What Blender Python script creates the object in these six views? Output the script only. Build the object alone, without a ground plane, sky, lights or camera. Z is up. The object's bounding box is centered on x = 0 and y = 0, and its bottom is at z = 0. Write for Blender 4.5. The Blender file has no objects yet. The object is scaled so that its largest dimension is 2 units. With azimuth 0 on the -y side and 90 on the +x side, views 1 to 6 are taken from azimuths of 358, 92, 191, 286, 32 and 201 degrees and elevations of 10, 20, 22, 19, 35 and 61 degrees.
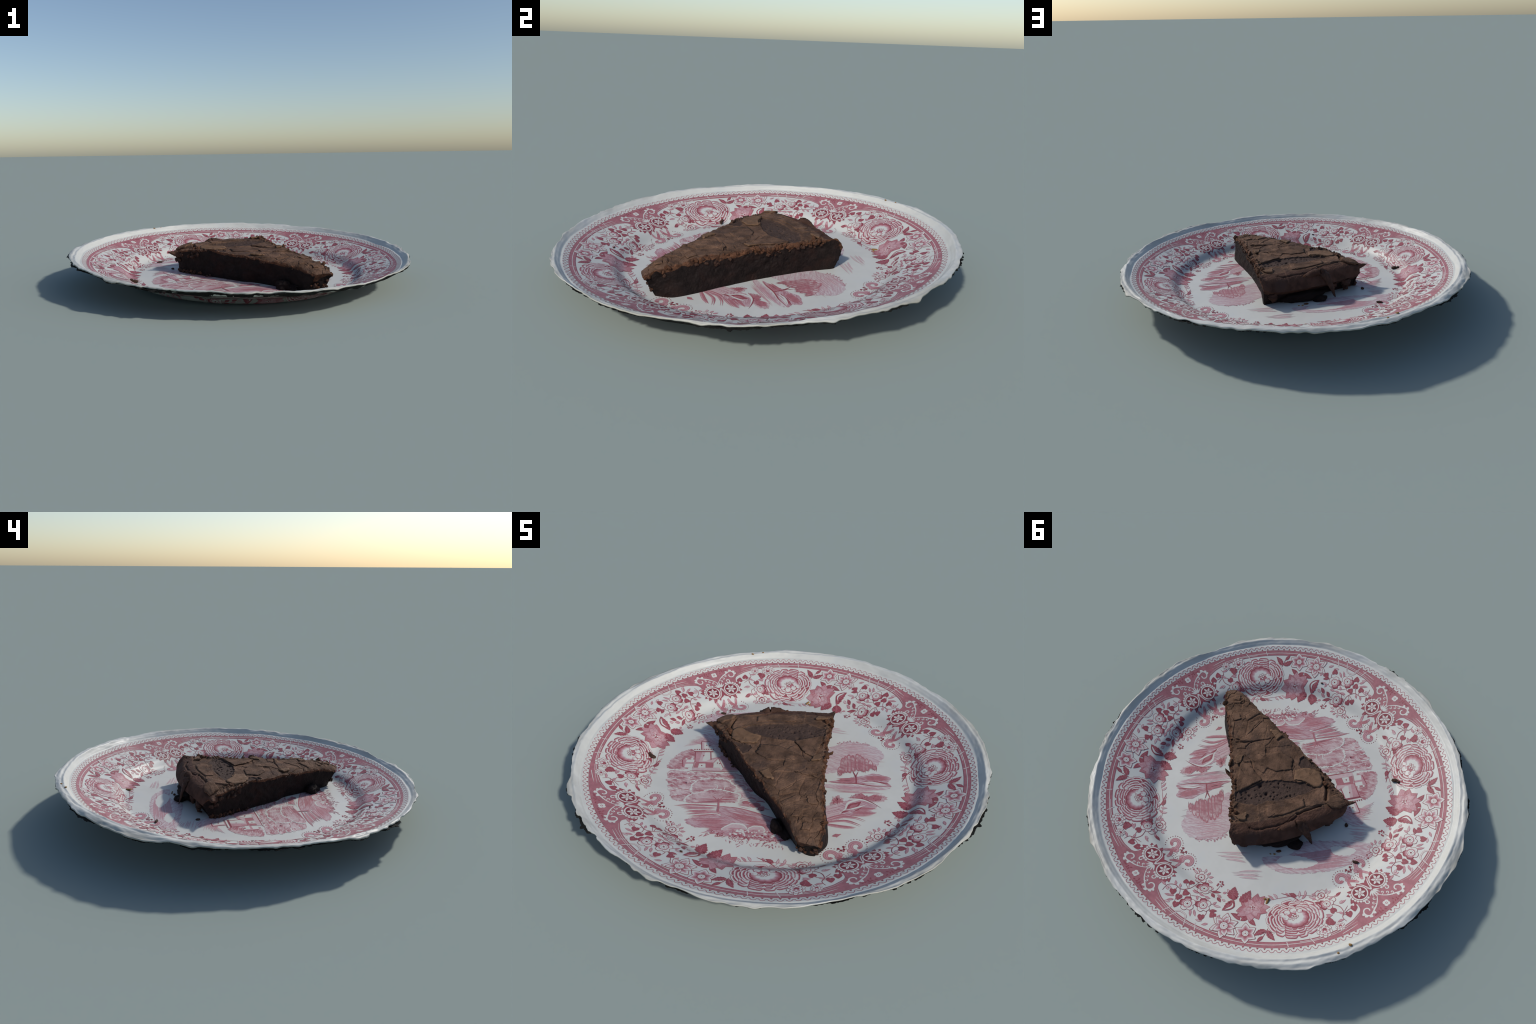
# A slice of fudgy chocolate cake on a transfer-printed plate, built procedurally.
import bpy, math, random
import numpy as np
from mathutils import Vector

rng = np.random.default_rng(11)
random.seed(11)

# ------------------------------------------------------------------ helpers
def hash3(i, j, k, seed):
    h = (i * 374761393 + j * 668265263 + k * 2147483647 + seed * 974711) & 0xFFFFFFFF
    h = ((h ^ (h >> 13)) * 1274126177) & 0xFFFFFFFF
    h = (h ^ (h >> 16)) & 0xFFFFFFFF
    return h / 4294967295.0

def vnoise(p, seed=0):
    """smooth value noise in [-1, 1]; p is (N, 3)"""
    p = np.asarray(p, float)
    f = np.floor(p); t = p - f; t = t * t * (3 - 2 * t)
    i = f.astype(np.int64)
    out = 0
    for a in (0, 1):
        for b in (0, 1):
            for c in (0, 1):
                w = (t[:, 0] if a else 1 - t[:, 0]) * (t[:, 1] if b else 1 - t[:, 1]) * (t[:, 2] if c else 1 - t[:, 2])
                out = out + w * hash3(i[:, 0] + a, i[:, 1] + b, i[:, 2] + c, seed)
    return out * 2 - 1

def fbm(p, octaves=4, seed=0, gain=.5):
    p = np.asarray(p, float); s = 0; a = 1; tot = 0
    for o in range(octaves):
        s = s + a * vnoise(p * (2.03 ** o) + 17.3 * o, seed + o); tot += a; a *= gain
    return s / tot

def spline(pts, step=.006, closed=False):
    """Catmull-Rom through control points, resampled about evenly"""
    P = np.asarray(pts, float)
    if len(P) == 2 and not closed:
        m = max(2, int(np.linalg.norm(P[1] - P[0]) / step) + 1)
        return P[0] + (P[1] - P[0]) * np.linspace(0, 1, m)[:, None]
    n = len(P); out = []
    segs = n if closed else n - 1
    for i in range(segs):
        if closed:
            a, b, c, d = P[(i - 1) % n], P[i], P[(i + 1) % n], P[(i + 2) % n]
        else:
            a, b, c, d = P[max(i - 1, 0)], P[i], P[i + 1], P[min(i + 2, n - 1)]
        m = max(2, int(np.linalg.norm(c - b) / step) + 1)
        t = np.linspace(0, 1, m, endpoint=False)[:, None]
        out.append(.5 * (2 * b + (c - a) * t + (2 * a - 5 * b + 4 * c - d) * t ** 2 + (3 * b - a - 3 * c + d) * t ** 3))
    if not closed:
        out.append(P[-1:])
    return np.concatenate(out)

def polyline(pts, step=.006, closed=True):
    P = np.asarray(pts, float)
    if closed:
        P = np.concatenate([P, P[:1]])
    out = []
    for a, b in zip(P[:-1], P[1:]):
        m = max(1, int(math.ceil(np.linalg.norm(b - a) / step)))
        out.append(a + (b - a) * np.linspace(0, 1, m, endpoint=False)[:, None])
    if not closed:
        out.append(P[-1:])
    return np.concatenate(out)

def seg_dist(p, a, b):
    a = np.asarray(a, float); b = np.asarray(b, float)
    ab = b - a
    t = np.clip(((p - a) @ ab) / max(ab @ ab, 1e-12), 0, 1)
    return np.linalg.norm(p - (a + t[:, None] * ab), axis=1)

def path_dist(p, pts):
    d = np.full(len(p), 9.)
    for a, b in zip(pts[:-1], pts[1:]):
        d = np.minimum(d, seg_dist(p, a, b))
    return d

def in_poly(p, poly):
    poly = np.asarray(poly, float); x, y = p[:, 0], p[:, 1]
    ins = np.zeros(len(p), bool)
    for (x0, y0), (x1, y1) in zip(poly, np.roll(poly, -1, 0)):
        c = ((y0 > y) != (y1 > y)) & (x < (x1 - x0) * (y - y0) / (y1 - y0 + 1e-15) + x0)
        ins ^= c
    return ins

def signed_poly(p, poly):
    poly = [tuple(q) for q in poly]
    d = path_dist(p, poly + poly[:1])
    return np.where(in_poly(p, poly), d, -d)

def make_mesh(name, verts, faces, mats, mat_index=None, smooth=True):
    me = bpy.data.meshes.new(name)
    me.from_pydata([tuple(v) for v in np.asarray(verts).tolist()], [], [tuple(f) for f in faces])
    for m in mats:
        me.materials.append(m)
    if mat_index is not None:
        me.polygons.foreach_set("material_index", np.asarray(mat_index, np.int32))
    me.polygons.foreach_set("use_smooth", np.full(len(me.polygons), bool(smooth)))
    me.update()
    return me

def add(name, me, parent=None):
    ob = bpy.data.objects.new(name, me)
    bpy.context.scene.collection.objects.link(ob)
    if parent is not None:
        ob.parent = parent
    return ob

def grid_faces(nu, nv, closed_v=False, off=0, flip=False):
    a = np.arange(nu * nv).reshape(nu, nv) + off
    b = np.roll(a, -1, 1)
    if closed_v:
        q = np.stack([a[:-1], b[:-1], b[1:], a[1:]], -1).reshape(-1, 4)
    else:
        q = np.stack([a[:-1, :-1], a[:-1, 1:], a[1:, 1:], a[1:, :-1]], -1).reshape(-1, 4)
    return q[:, ::-1] if flip else q

# ------------------------------------------------------------------ materials
def material(name, colour, rough=.6, variation=.12, scale=30., bump=.0, bump_scale=120., spec=.3, second=None, second_scale=8., second_amount=.5):
    m = bpy.data.materials.new(name); m.use_nodes = True
    nt = m.node_tree; N = nt.nodes; Lk = nt.links
    bsdf = N["Principled BSDF"]
    tc = N.new("ShaderNodeTexCoord")
    no = N.new("ShaderNodeTexNoise"); no.inputs["Scale"].default_value = scale; no.inputs["Detail"].default_value = 6
    Lk.new(tc.outputs["Object"], no.inputs["Vector"])
    ramp = N.new("ShaderNodeValToRGB")
    lo = [max(0, c * (1 - variation)) for c in colour]; hi = [min(1, c * (1 + variation)) for c in colour]
    ramp.color_ramp.elements[0].position = .36; ramp.color_ramp.elements[1].position = .64; no.inputs['Roughness'].default_value = .62
    ramp.color_ramp.elements[0].color = (*lo, 1); ramp.color_ramp.elements[1].color = (*hi, 1)
    Lk.new(no.outputs["Fac"], ramp.inputs["Fac"])
    out = ramp.outputs["Color"]
    if second is not None:
        n2 = N.new("ShaderNodeTexNoise"); n2.inputs["Scale"].default_value = second_scale; n2.inputs["Detail"].default_value = 5
        n2.inputs["Roughness"].default_value = .6
        Lk.new(tc.outputs["Object"], n2.inputs["Vector"])
        r2 = N.new("ShaderNodeValToRGB")
        r2.color_ramp.elements[0].position = .52; r2.color_ramp.elements[1].position = .68
        r2.color_ramp.elements[0].color = (0, 0, 0, 1); r2.color_ramp.elements[1].color = (second_amount,) * 3 + (1,)
        Lk.new(n2.outputs["Fac"], r2.inputs["Fac"])
        mx = N.new("ShaderNodeMix"); mx.data_type = 'RGBA'
        Lk.new(r2.outputs["Color"], mx.inputs["Factor"])
        Lk.new(out, mx.inputs[6]); mx.inputs[7].default_value = (*second, 1)
        out = mx.outputs[2]
    Lk.new(out, bsdf.inputs["Base Color"])
    bsdf.inputs["Roughness"].default_value = rough
    bsdf.inputs["Specular IOR Level"].default_value = spec
    if bump > 0:
        nb = N.new("ShaderNodeTexNoise"); nb.inputs["Scale"].default_value = bump_scale; nb.inputs["Detail"].default_value = 5
        Lk.new(tc.outputs["Object"], nb.inputs["Vector"])
        bp = N.new("ShaderNodeBump"); bp.inputs["Strength"].default_value = bump; bp.inputs["Distance"].default_value = .01
        Lk.new(nb.outputs["Fac"], bp.inputs["Height"]); Lk.new(bp.outputs["Normal"], bsdf.inputs["Normal"])
    return m

WHITE = (.538, .535, .495)
GLAZE = material("white_glaze", WHITE, .45, .035, 9., spec=.35, second=(.46, .475, .47), second_scale=4.5, second_amount=.5)
def add_lip_bleed(m):  # paints the scan's brownish colour bleed onto the outer lip
    nt = m.node_tree; N = nt.nodes; Lk = nt.links; bsdf = N["Principled BSDF"]
    src = bsdf.inputs["Base Color"].links[0].from_socket
    tc = N.new("ShaderNodeTexCoord"); sep = N.new("ShaderNodeSeparateXYZ"); Lk.new(tc.outputs["Object"], sep.inputs[0])
    comb = N.new("ShaderNodeCombineXYZ"); Lk.new(sep.outputs[0], comb.inputs[0]); Lk.new(sep.outputs[1], comb.inputs[1])
    ln = N.new("ShaderNodeVectorMath"); ln.operation = 'LENGTH'; Lk.new(comb.outputs[0], ln.inputs[0])
    nz = N.new("ShaderNodeTexNoise"); nz.inputs["Scale"].default_value = 5.; nz.inputs["Detail"].default_value = 6; Lk.new(tc.outputs["Object"], nz.inputs["Vector"])
    sh = N.new("ShaderNodeMath"); sh.operation = 'MULTIPLY_ADD'; Lk.new(nz.outputs["Fac"], sh.inputs[0]); sh.inputs[1].default_value = .11; Lk.new(ln.outputs["Value"], sh.inputs[2])
    mr = N.new("ShaderNodeMapRange"); Lk.new(sh.outputs[0], mr.inputs["Value"]); mr.inputs["From Min"].default_value = 1.012; mr.inputs["From Max"].default_value = 1.065; mr.inputs["To Max"].default_value = .8
    mx = N.new("ShaderNodeMix"); mx.data_type = 'RGBA'; Lk.new(mr.outputs["Result"], mx.inputs["Factor"]); Lk.new(src, mx.inputs[6]); mx.inputs[7].default_value = (.30, .28, .22, 1)
    Lk.new(mx.outputs[2], bsdf.inputs["Base Color"])
add_lip_bleed(GLAZE)
INKS = [material("bare_white", WHITE, .45, .03, 9., spec=.35),
        material("ink_pale", (.475, .355, .36), .5, .07, 70., spec=.3),
        material("ink_light", (.415, .232, .25), .5, .10, 70., spec=.3),
        material("ink_rose", (.345, .135, .152), .5, .10, 60., spec=.3),
        material("ink_red", (.255, .063, .078), .5, .12, 60., spec=.3),
        material("ink_deep", (.190, .034, .046), .5, .12, 60., spec=.3),
        material("ink_band", (.315, .124, .140), .5, .13, 40., spec=.3)]
def wash(name, colour, white, streak, seed):
    """ink laid in streaky lines, as engraved tone: mixes the ink with bare glaze"""
    m = bpy.data.materials.new(name); m.use_nodes = True
    nt = m.node_tree; N = nt.nodes; Lk = nt.links; bsdf = N["Principled BSDF"]
    tc = N.new("ShaderNodeTexCoord"); mp = N.new("ShaderNodeMapping")
    mp.inputs["Rotation"].default_value = (0, 0, -math.radians(26.85)); mp.inputs["Scale"].default_value = (14, 14 * streak, 14); mp.inputs["Location"].default_value = (seed, seed, 0)
    Lk.new(tc.outputs["Object"], mp.inputs["Vector"])
    n1 = N.new("ShaderNodeTexNoise"); n1.inputs["Scale"].default_value = 1.6; n1.inputs["Detail"].default_value = 7; n1.inputs["Roughness"].default_value = .65
    Lk.new(mp.outputs["Vector"], n1.inputs["Vector"])
    r = N.new("ShaderNodeValToRGB")
    r.color_ramp.elements[0].position = .39; r.color_ramp.elements[1].position = .63
    r.color_ramp.elements[0].color = (*white, 1); r.color_ramp.elements[1].color = (*colour, 1)
    Lk.new(n1.outputs["Fac"], r.inputs["Fac"]); Lk.new(r.outputs["Color"], bsdf.inputs["Base Color"])
    bsdf.inputs["Roughness"].default_value = .5; bsdf.inputs["Specular IOR Level"].default_value = .3
    return m
INKS += [wash("wash_sky", (.40, .255, .275), (.52, .47, .465), 5., 3.), wash("wash_leaf", (.30, .105, .125), (.52, .43, .42), 2.2, 7.), wash("wash_ground", (.33, .14, .165), (.47, .36, .37), 6., 11.)]
DARK = material("scan_fringe_dark", (.012, .012, .011), .8, .3, 40., spec=.1)
BACK = material("underside_shaded_glaze", (.40, .41, .37), .6, .06, 12., spec=.25)  # plate glaze darkened, shade beneath the plate put into the colour
CRUST = material("baked_crust", (.112, .0635, .0405), .8, .42, 15., .4, 170., .12, second=(.058, .037, .029), second_scale=9., second_amount=.85)
CRUST_BACK = material("baked_side_crust", (.068, .034, .023), .8, .36, 18., .4, 170., .15, second=(.05, .03, .024), second_scale=9., second_amount=.8)
FLAKE = material("crust_flake_brown", (.138, .078, .045), .8, .2, 30., .25, 160., .2)
SPONGE = material("bare_sponge", (.060, .038, .030), .85, .2, 30., .45, 200., .15)
FUDGE = material("fudge_cut_face", (.0135, .0085, .0072), .7, .35, 25., .5, 90., .15, second=(.024, .011, .008), second_scale=12., second_amount=.7)
EDGE_CRUMB = material("crumb_orange_brown", (.084, .037, .019), .78, .6, 30., .3, 150., .2)
DARK_CRUMB = material("crumb_dark_brown", (.050, .024, .015), .7, .35, 45., .3, 150., .25)
CRUMB_TAN = material("crumb_tan", (.25, .14, .05), .7, .2, 60., spec=.2)

# ------------------------------------------------------------------ plate frame and surface
C0 = np.array([0.0125, -0.0090, 0.0872])
NRM = np.array([0.0231, -0.03943, 0.99896]); NRM /= np.linalg.norm(NRM)
EX = np.array([1., 0, 0]) - NRM * NRM[0]; EX /= np.linalg.norm(EX)
EY = np.cross(NRM, EX)
ROSE0 = math.radians(26.85)           # direction of one of the four roses

PR = np.array([0, .30, .50, .58, .635, .655, .671, .690, .709, .74, .83, .90, .935, .955, .975, .99, 1.0])
PH = np.array([-.0550, -.0555, -.0562, -.0570, -.0568, -.0545, -.0455, -.028, -.0125, .0, .029, .054, .070, .087, .094, .091, .080])
_rr = np.linspace(0, 1.0, 1601)
_hh = np.interp(_rr, PR, PH)
_k = np.exp(-.5 * (np.arange(-60, 61) / 11.) ** 2); _k /= _k.sum()
_hh = np.convolve(np.pad(_hh, 60, mode='edge'), _k, 'valid')

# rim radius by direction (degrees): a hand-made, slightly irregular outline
RIM_T = np.array([-180, -165, -150, -135, -127, -120, -110, -100, -88, -72, -55, -44, -30, -15, 0, 12, 25, 40, 55, 75, 95, 105, 117, 135, 150, 165, 172])
RIM_R = np.array([.995, .985, .987, .983, 1.0, .992, .970, .972, .975, .975, .971, .972, .994, .992, .985, .980, .978, .985, .982, .980, .988, .990, .998, .993, .996, 1.003, 1.002])

def chip(d):
    """broken bits of the lip, mostly on the near left side"""
    k = np.clip(np.exp(-((d + 118) / 13) ** 2) + .5 * np.exp(-((d + 92) / 8) ** 2) + .35 * np.exp(-((d + 150) / 8) ** 2), 0, 1)
    i = np.floor(d / 1.7).astype(np.int64); f = d / 1.7 - i
    a_ = hash3(i, 0 * i, 0 * i, 77); b_ = hash3(i + 1, 0 * i, 0 * i, 77)
    return k * .020 * np.clip(a_ + (b_ - a_) * np.clip(f * 3, 0, 1) - .25, 0, 1)

def rim_radius(th):
    d = np.degrees(th)
    r = np.interp(d, RIM_T, RIM_R, period=360)
    r2 = np.interp(d + 3, RIM_T, RIM_R, period=360); r3 = np.interp(d - 3, RIM_T, RIM_R, period=360)
    c = np.stack([np.cos(th) * 9, np.sin(th) * 9, 0 * th], -1)
    c2 = np.stack([np.cos(th) * 30, np.sin(th) * 30, 0 * th + 3], -1)
    return (r + r2 + r3) / 3 - .009 * np.cos(th) + .005 * np.sin(th) - .008 * np.exp(-((d + 25) / 22) ** 2) + .008 * np.exp(-((d + 64) / 14) ** 2) + .009 * np.exp(-((d - 33) / 22) ** 2) - .006 * np.exp(-((d + 135) / 34) ** 2) + .004 * np.exp(-((d - 20) / 8) ** 2) + .004 * np.exp(-((d - 48) / 8) ** 2) + .004 * np.exp(-((d + 66) / 10) ** 2) - .006 * np.exp(-((d - 150) / 22) ** 2) - .005 * np.exp(-((d + 95) / 14) ** 2) - .003 * np.exp(-((d + 40) / 10) ** 2) + .010 * vnoise(c, 5) + .0048 * vnoise(c2, 6) - chip(d)

def plate_height(x, y):
    r = np.hypot(x, y)
    h = np.interp(r, _rr, _hh)
    p = np.stack([x, y, 0 * x], -1)
    wob = np.clip((r - .60) / .3, 0, 1)
    h = h + .0022 * wob * vnoise(p * 9, 21)
    rim = np.clip((r - .925) / .04, 0, 1)
    th = np.arctan2(y, x)
    q = np.stack([np.cos(th) * 14, np.sin(th) * 14, r * 40], -1)
    q1 = np.stack([np.cos(th) * 6.5, np.sin(th) * 6.5, r * 22], -1)
    h = h + rim * (.0065 * vnoise(q1, 31) + .0032 * vnoise(q * 1.3, 32) + .0016 * vnoise(q * 3.1, 33))
    near = np.degrees(th)
    h = h - np.clip((r - .84) / .12, 0, 1) * (.002 * np.exp(-((near + 75) / 42) ** 2) - .005 * np.exp(-((near - 100) / 50) ** 2))
    # shallow groove and second fold along the moulded lip
    g = .9555 + .004 * vnoise(np.stack([np.cos(th) * 6, np.sin(th) * 6, 0 * th], -1), 35)
    h = h - .0050 * np.exp(-((r - g + .020) / .0060) ** 2) * (.7 + .5 * vnoise(q * .5, 36))
    h = h + .0045 * np.exp(-((r - g - .003) / .0055) ** 2) * (.7 + .5 * vnoise(q * .6, 37))
    h = h - .0045 * np.exp(-((r - g - .017) / .0060) ** 2) * (.5 + .6 * vnoise(q * .6, 38))
    return h

def surf(x, y, off=0.):
    x = np.asarray(x, float); y = np.asarray(y, float)
    h = plate_height(x, y)
    return C0 + x[:, None] * EX + y[:, None] * EY + (h + off)[:, None] * NRM

def local(x, y, ab):
    """point in plate axes, ab metres above the flat of the well"""
    x, y, ab = np.broadcast_arrays(np.asarray(x, float), np.asarray(y, float), np.asarray(ab, float))
    return C0 + x[..., None] * EX + y[..., None] * EY + (ab - .056)[..., None] * NRM

# ------------------------------------------------------------------ plate body
plate = bpy.data.objects.new("plate", None)
bpy.context.scene.collection.objects.link(plate)
plate["label"] = "tilted white china plate with red floral transfer print"
plate["category"] = "dinner plate"

NT = 900
th = np.linspace(-math.pi, math.pi, NT, endpoint=False)
R_EDGE = rim_radius(th)
rings = np.concatenate([np.linspace(.02, .52, 50), np.linspace(.526, .93, 80), np.linspace(.934, 1.0, 26)])
rings = rings / rings[-1]

def plate_rings(fr):
    verts = []
    for f in fr:
        s = f ** 6                      # only the outer part follows the wavy rim
        rad = f * ((1 - s) * .99 + s * R_EDGE)
        verts.append(np.stack([rad * np.cos(th), rad * np.sin(th)], -1))
    return np.concatenate(verts)

top2 = plate_rings(rings)
top3 = surf(top2[:, 0], top2[:, 1])
lower = np.concatenate([rings[-1:], rings[::-1][1::3]])
bot2 = plate_rings(lower)
rb = np.hypot(bot2[:, 0], bot2[:, 1])
thick = np.interp(rb, [0, .64, .76, .95, 1.02], [.0022, .0022, .005, .007, .006])
bot3 = surf(bot2[:, 0], bot2[:, 1]) - thick[:, None] * NRM
nt_ = len(rings); nb_ = len(lower)
V = np.concatenate([top3, bot3, surf(np.zeros(1), np.zeros(1)), surf(np.zeros(1), np.zeros(1), -.0022)])
F = grid_faces(nt_, NT, True, 0).tolist()
# outer edge: join the last upper ring to the first lower ring, with one rounding ring between
F += grid_faces(nb_, NT, True, nt_ * NT).tolist()
a = np.arange(NT) + (nt_ - 1) * NT; b = np.roll(a, -1); c = np.arange(NT) + nt_ * NT; d = np.roll(c, -1)
F += np.stack([a, b, d, c], -1).tolist()
ct = len(V) - 2
F += [(ct, (i + 1) % NT, i) for i in range(NT)]
lb = (nt_ + nb_ - 1) * NT
F += [(ct + 1, lb + i, lb + (i + 1) % NT) for i in range(NT)]
F = [f[::-1] for f in F]
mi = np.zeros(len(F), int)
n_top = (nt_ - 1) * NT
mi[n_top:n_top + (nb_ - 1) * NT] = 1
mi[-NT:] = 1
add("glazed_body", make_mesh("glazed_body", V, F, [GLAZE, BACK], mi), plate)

# dark ragged fringe hanging below the lip (scan artefact, added as a strip)
def ragged_edge():
    m = 1100
    t = np.linspace(-math.pi, math.pi, m, endpoint=False)
    R = rim_radius(t)
    c = np.stack([np.cos(t) * 7, np.sin(t) * 7, 0 * t], -1)
    deg = np.degrees(t)
    base = np.interp(deg, [-180, -160, -140, -125, -105, -90, -60, -40, -10, 20, 45, 60, 75, 95, 110, 122, 140, 158, 165, 175],
                     [.012, .014, .018, .020, .016, .009, .007, .008, .014, .016, .014, .018, .020, .018, .022, .016, .010, .018, .018, .012], period=360)
    jag = hash3(np.arange(m) // 3, np.zeros(m, int), np.zeros(m, int), 3) * .7 + .3 * hash3(np.arange(m), np.zeros(m, int), np.zeros(m, int), 4)
    w = np.clip(base * (.0 + 1.1 * jag + 1.2 * vnoise(c, 8)), .0, .04)
    rows = []
    for k, (dr, dz) in enumerate([(-.034, -.009), (-.012, -.008), (-.007, -.006), (-.007, -.008), (-.034, -.011)]):
        out = w * .85 if k in (2, 3) else 0 * w
        down = w * .25 if k in (2, 3) else 0 * w
        r = R + dr + out
        rr = np.minimum(r, R - .002)
        p = surf(rr * np.cos(t), rr * np.sin(t), 0.)
        p = p + (r - rr)[:, None] * (np.cos(t)[:, None] * EX + np.sin(t)[:, None] * EY) + (dz - down)[:, None] * NRM
        rows.append(p)
    return np.concatenate(rows), grid_faces(5, m, True).tolist()
v, f = ragged_edge()
add("ragged_scan_fringe", make_mesh("ragged_scan_fringe", v, f, [DARK], smooth=False), plate)

# ------------------------------------------------------------------ printed decoration
class Sheet:
    """flat ink shapes drawn in plate coordinates, then laid on the glaze"""
    def __init__(self, name):
        self.name = name; self.p = []; self.o = []; self.f = []; self.m = []; self.n = 0
    def put(self, pts, faces, ink, layer):
        pts = np.asarray(pts, float)
        self.p.append(pts); self.o.append(np.full(len(pts), .0006 + .00015 * layer))
        self.f += [tuple(int(i) + self.n for i in f) for f in faces]
        self.m += [ink] * len(faces); self.n += len(pts)
    def blob(self, outline, ink, layer=0, centre=None, step=.010):
        o = np.asarray(outline, float)
        c = o.mean(0) if centre is None else np.asarray(centre, float)
        k = max(1, int(math.ceil(np.linalg.norm(o - c, axis=1).max() / step)))
        m = len(o); pts = [c[None]] + [c + (o - c) * (i / k) for i in range(1, k + 1)]
        faces = [(0, 1 + i, 1 + (i + 1) % m) for i in range(m)]
        if k > 1:
            faces += grid_faces(k, m, True, 1, True).tolist()
        self.put(np.concatenate(pts), faces, ink, layer)
    def stroke(self, pts, width, ink, layer=0, taper=(1., 1.), smooth=True, step=.005, closed=False):
        P = spline(pts, step, closed) if smooth else polyline(pts, step, closed)
        if closed:
            P = np.concatenate([P, P[:1]])
        t = np.gradient(P, axis=0); t /= np.linalg.norm(t, axis=1)[:, None] + 1e-12
        nn = np.stack([-t[:, 1], t[:, 0]], -1)
        s = np.linspace(0, 1, len(P))
        w = width * .5 * np.where(s < .5, taper[0] + (1 - taper[0]) * np.minimum(1, s * 3), taper[1] + (1 - taper[1]) * np.minimum(1, (1 - s) * 3))
        self.put(np.concatenate([P - nn * w[:, None], P + nn * w[:, None]]), grid_faces(2, len(P)).tolist(), ink, layer)
    def ribbon(self, a, b, ink, layer=0, step=.01):
        a = np.asarray(a, float); b = np.asarray(b, float)
        k = max(1, int(math.ceil(np.linalg.norm(a - b, axis=1).max() / step)))
        rows = [a + (b - a) * (i / k) for i in range(k + 1)]
        self.put(np.concatenate(rows), grid_faces(k + 1, len(a)).tolist(), ink, layer)
    def build(self, parent, under=False):
        P = np.concatenate(self.p); O = np.concatenate(self.o)
        v = surf(P[:, 0], P[:, 1], O); faces = list(self.f); m = list(self.m)
        if under:       # scan artefact: back faces of its one-sided shell repeat the print below
            r = np.hypot(P[:, 0], P[:, 1])
            tk = np.interp(r, [0, .64, .76, .95, 1.02], [.0022, .0022, .005, .007, .006])
            v2 = surf(P[:, 0], P[:, 1]) - (tk + .0004 + .4 * O)[:, None] * NRM
            nv = len(v); v = np.concatenate([v, v2])
            faces += [tuple(i + nv for i in f[::-1]) for f in self.f]; m += self.m
        me = make_mesh(self.name, v, faces, INKS, m)
        # make every ink face look up
        return add(self.name, me, parent)

class Frame:
    def __init__(self, o, ang, s=1., mirror=False):
        self.o = np.asarray(o, float); self.s = s; self.mx = -1. if mirror else 1.
        self.x = np.array([math.cos(ang), math.sin(ang)]); self.y = np.array([-math.sin(ang), math.cos(ang)])
    def __call__(self, p):
        p = np.atleast_2d(np.asarray(p, float)) * self.s
        return self.o + self.mx * p[:, :1] * self.x + p[:, 1:2] * self.y
    def sub(self, p, rot=0., s=1.):
        g = Frame((0, 0), 0); g.o = self(p)[0]; g.s = self.s * s; g.mx = self.mx
        c, sn = math.cos(rot), math.sin(rot)
        if self.mx > 0:
            g.x = c * self.x + sn * self.y; g.y = -sn * self.x + c * self.y
        else:
            g.x = c * self.x - sn * self.y; g.y = sn * self.x + c * self.y
        return g

def polar(base, r, phi):
    a = base + math.radians(phi)
    return np.array([r * math.cos(a), r * math.sin(a)])
def at(base, r, phi, rot=0., s=1., mirror=False):
    """frame standing on the plate: +y points outward, +x clockwise"""
    return Frame(polar(base, r, phi), base + math.radians(phi + rot) - math.pi / 2, s, mirror)
def circle(n=16, rx=1., ry=None, c=(0, 0), ph=0.):
    t = np.linspace(0, 2 * math.pi, n, endpoint=False) + ph
    return np.stack([c[0] + rx * np.cos(t), c[1] + (rx if ry is None else ry) * np.sin(t)], -1)
def lens(l, w, n=9, bend=0.):
    t = np.linspace(0, 1, n)
    h = w * .5 * np.sin(math.pi * t ** .85)
    mid = bend * np.sin(math.pi * t)
    a = np.stack([mid + h, t * l], -1); b = np.stack([mid - h, t * l], -1)[::-1]
    return np.concatenate([a, b[1:-1]])
def lobed(n_lobes, r, depth=.15, n=None, ph=0.):
    t = np.linspace(0, 2 * math.pi, n or n_lobes * 7, endpoint=False)
    k = r * (1 - depth + depth * np.abs(np.cos(n_lobes * (t - ph) / 2)) ** .6 * 1.0)
    return np.stack([k * np.cos(t), k * np.sin(t)], -1)

def petal(sh, F, w, l, grad, layer, bumps=.06):
    """grad: list of (shift toward base, scale, ink), outer first"""
    t = np.linspace(0, 2 * math.pi, 20, endpoint=False)
    k = 1 + bumps * np.cos(5 * t + math.pi / 2) * (np.sin(t) > 0)
    o = np.stack([w * .5 * np.cos(t) * k, l * .5 * np.sin(t) * k], -1)
    for i, (shift, sc, ink) in enumerate(grad):
        sh.blob(F(o * [sc if sc > .7 else sc * .98, sc] + [0, -shift * l]), ink, layer + i * .45)

def leaf(sh, F, l, w, ink, layer=2, bend=0., outline=None, vein=None):
    if outline is not None:
        sh.blob(F(lens(l, w, 11, bend)), outline, layer)
        sh.blob(F(lens(l * .86, w * .66, 9, bend * .9) + [0, l * .06]), ink, layer + .5)
    else:
        sh.blob(F(lens(l, w, 11, bend)), ink, layer)
    if vein is not None:
        sh.stroke(F([(0, 0), (bend * .6, l * .45), (bend * .3, l * .85)]), l * .035, vein, layer + 1, (.5, 0))

def heart(sh, F, s, layer=3):
    o = np.array([(0, -.62), (.3, -.36), (.52, -.02), (.5, .28), (.3, .46), (.08, .4), (0, .3), (-.08, .4), (-.3, .46), (-.5, .28), (-.52, -.02), (-.3, -.36)]) * s
    o = spline(o, .003, True)
    sh.blob(F(o), 4, layer)
    sh.stroke(F([(-.1 * s, .2 * s), (.02 * s, -.15 * s)]), s * .07, 3, layer + .6, (.2, .2))

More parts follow.
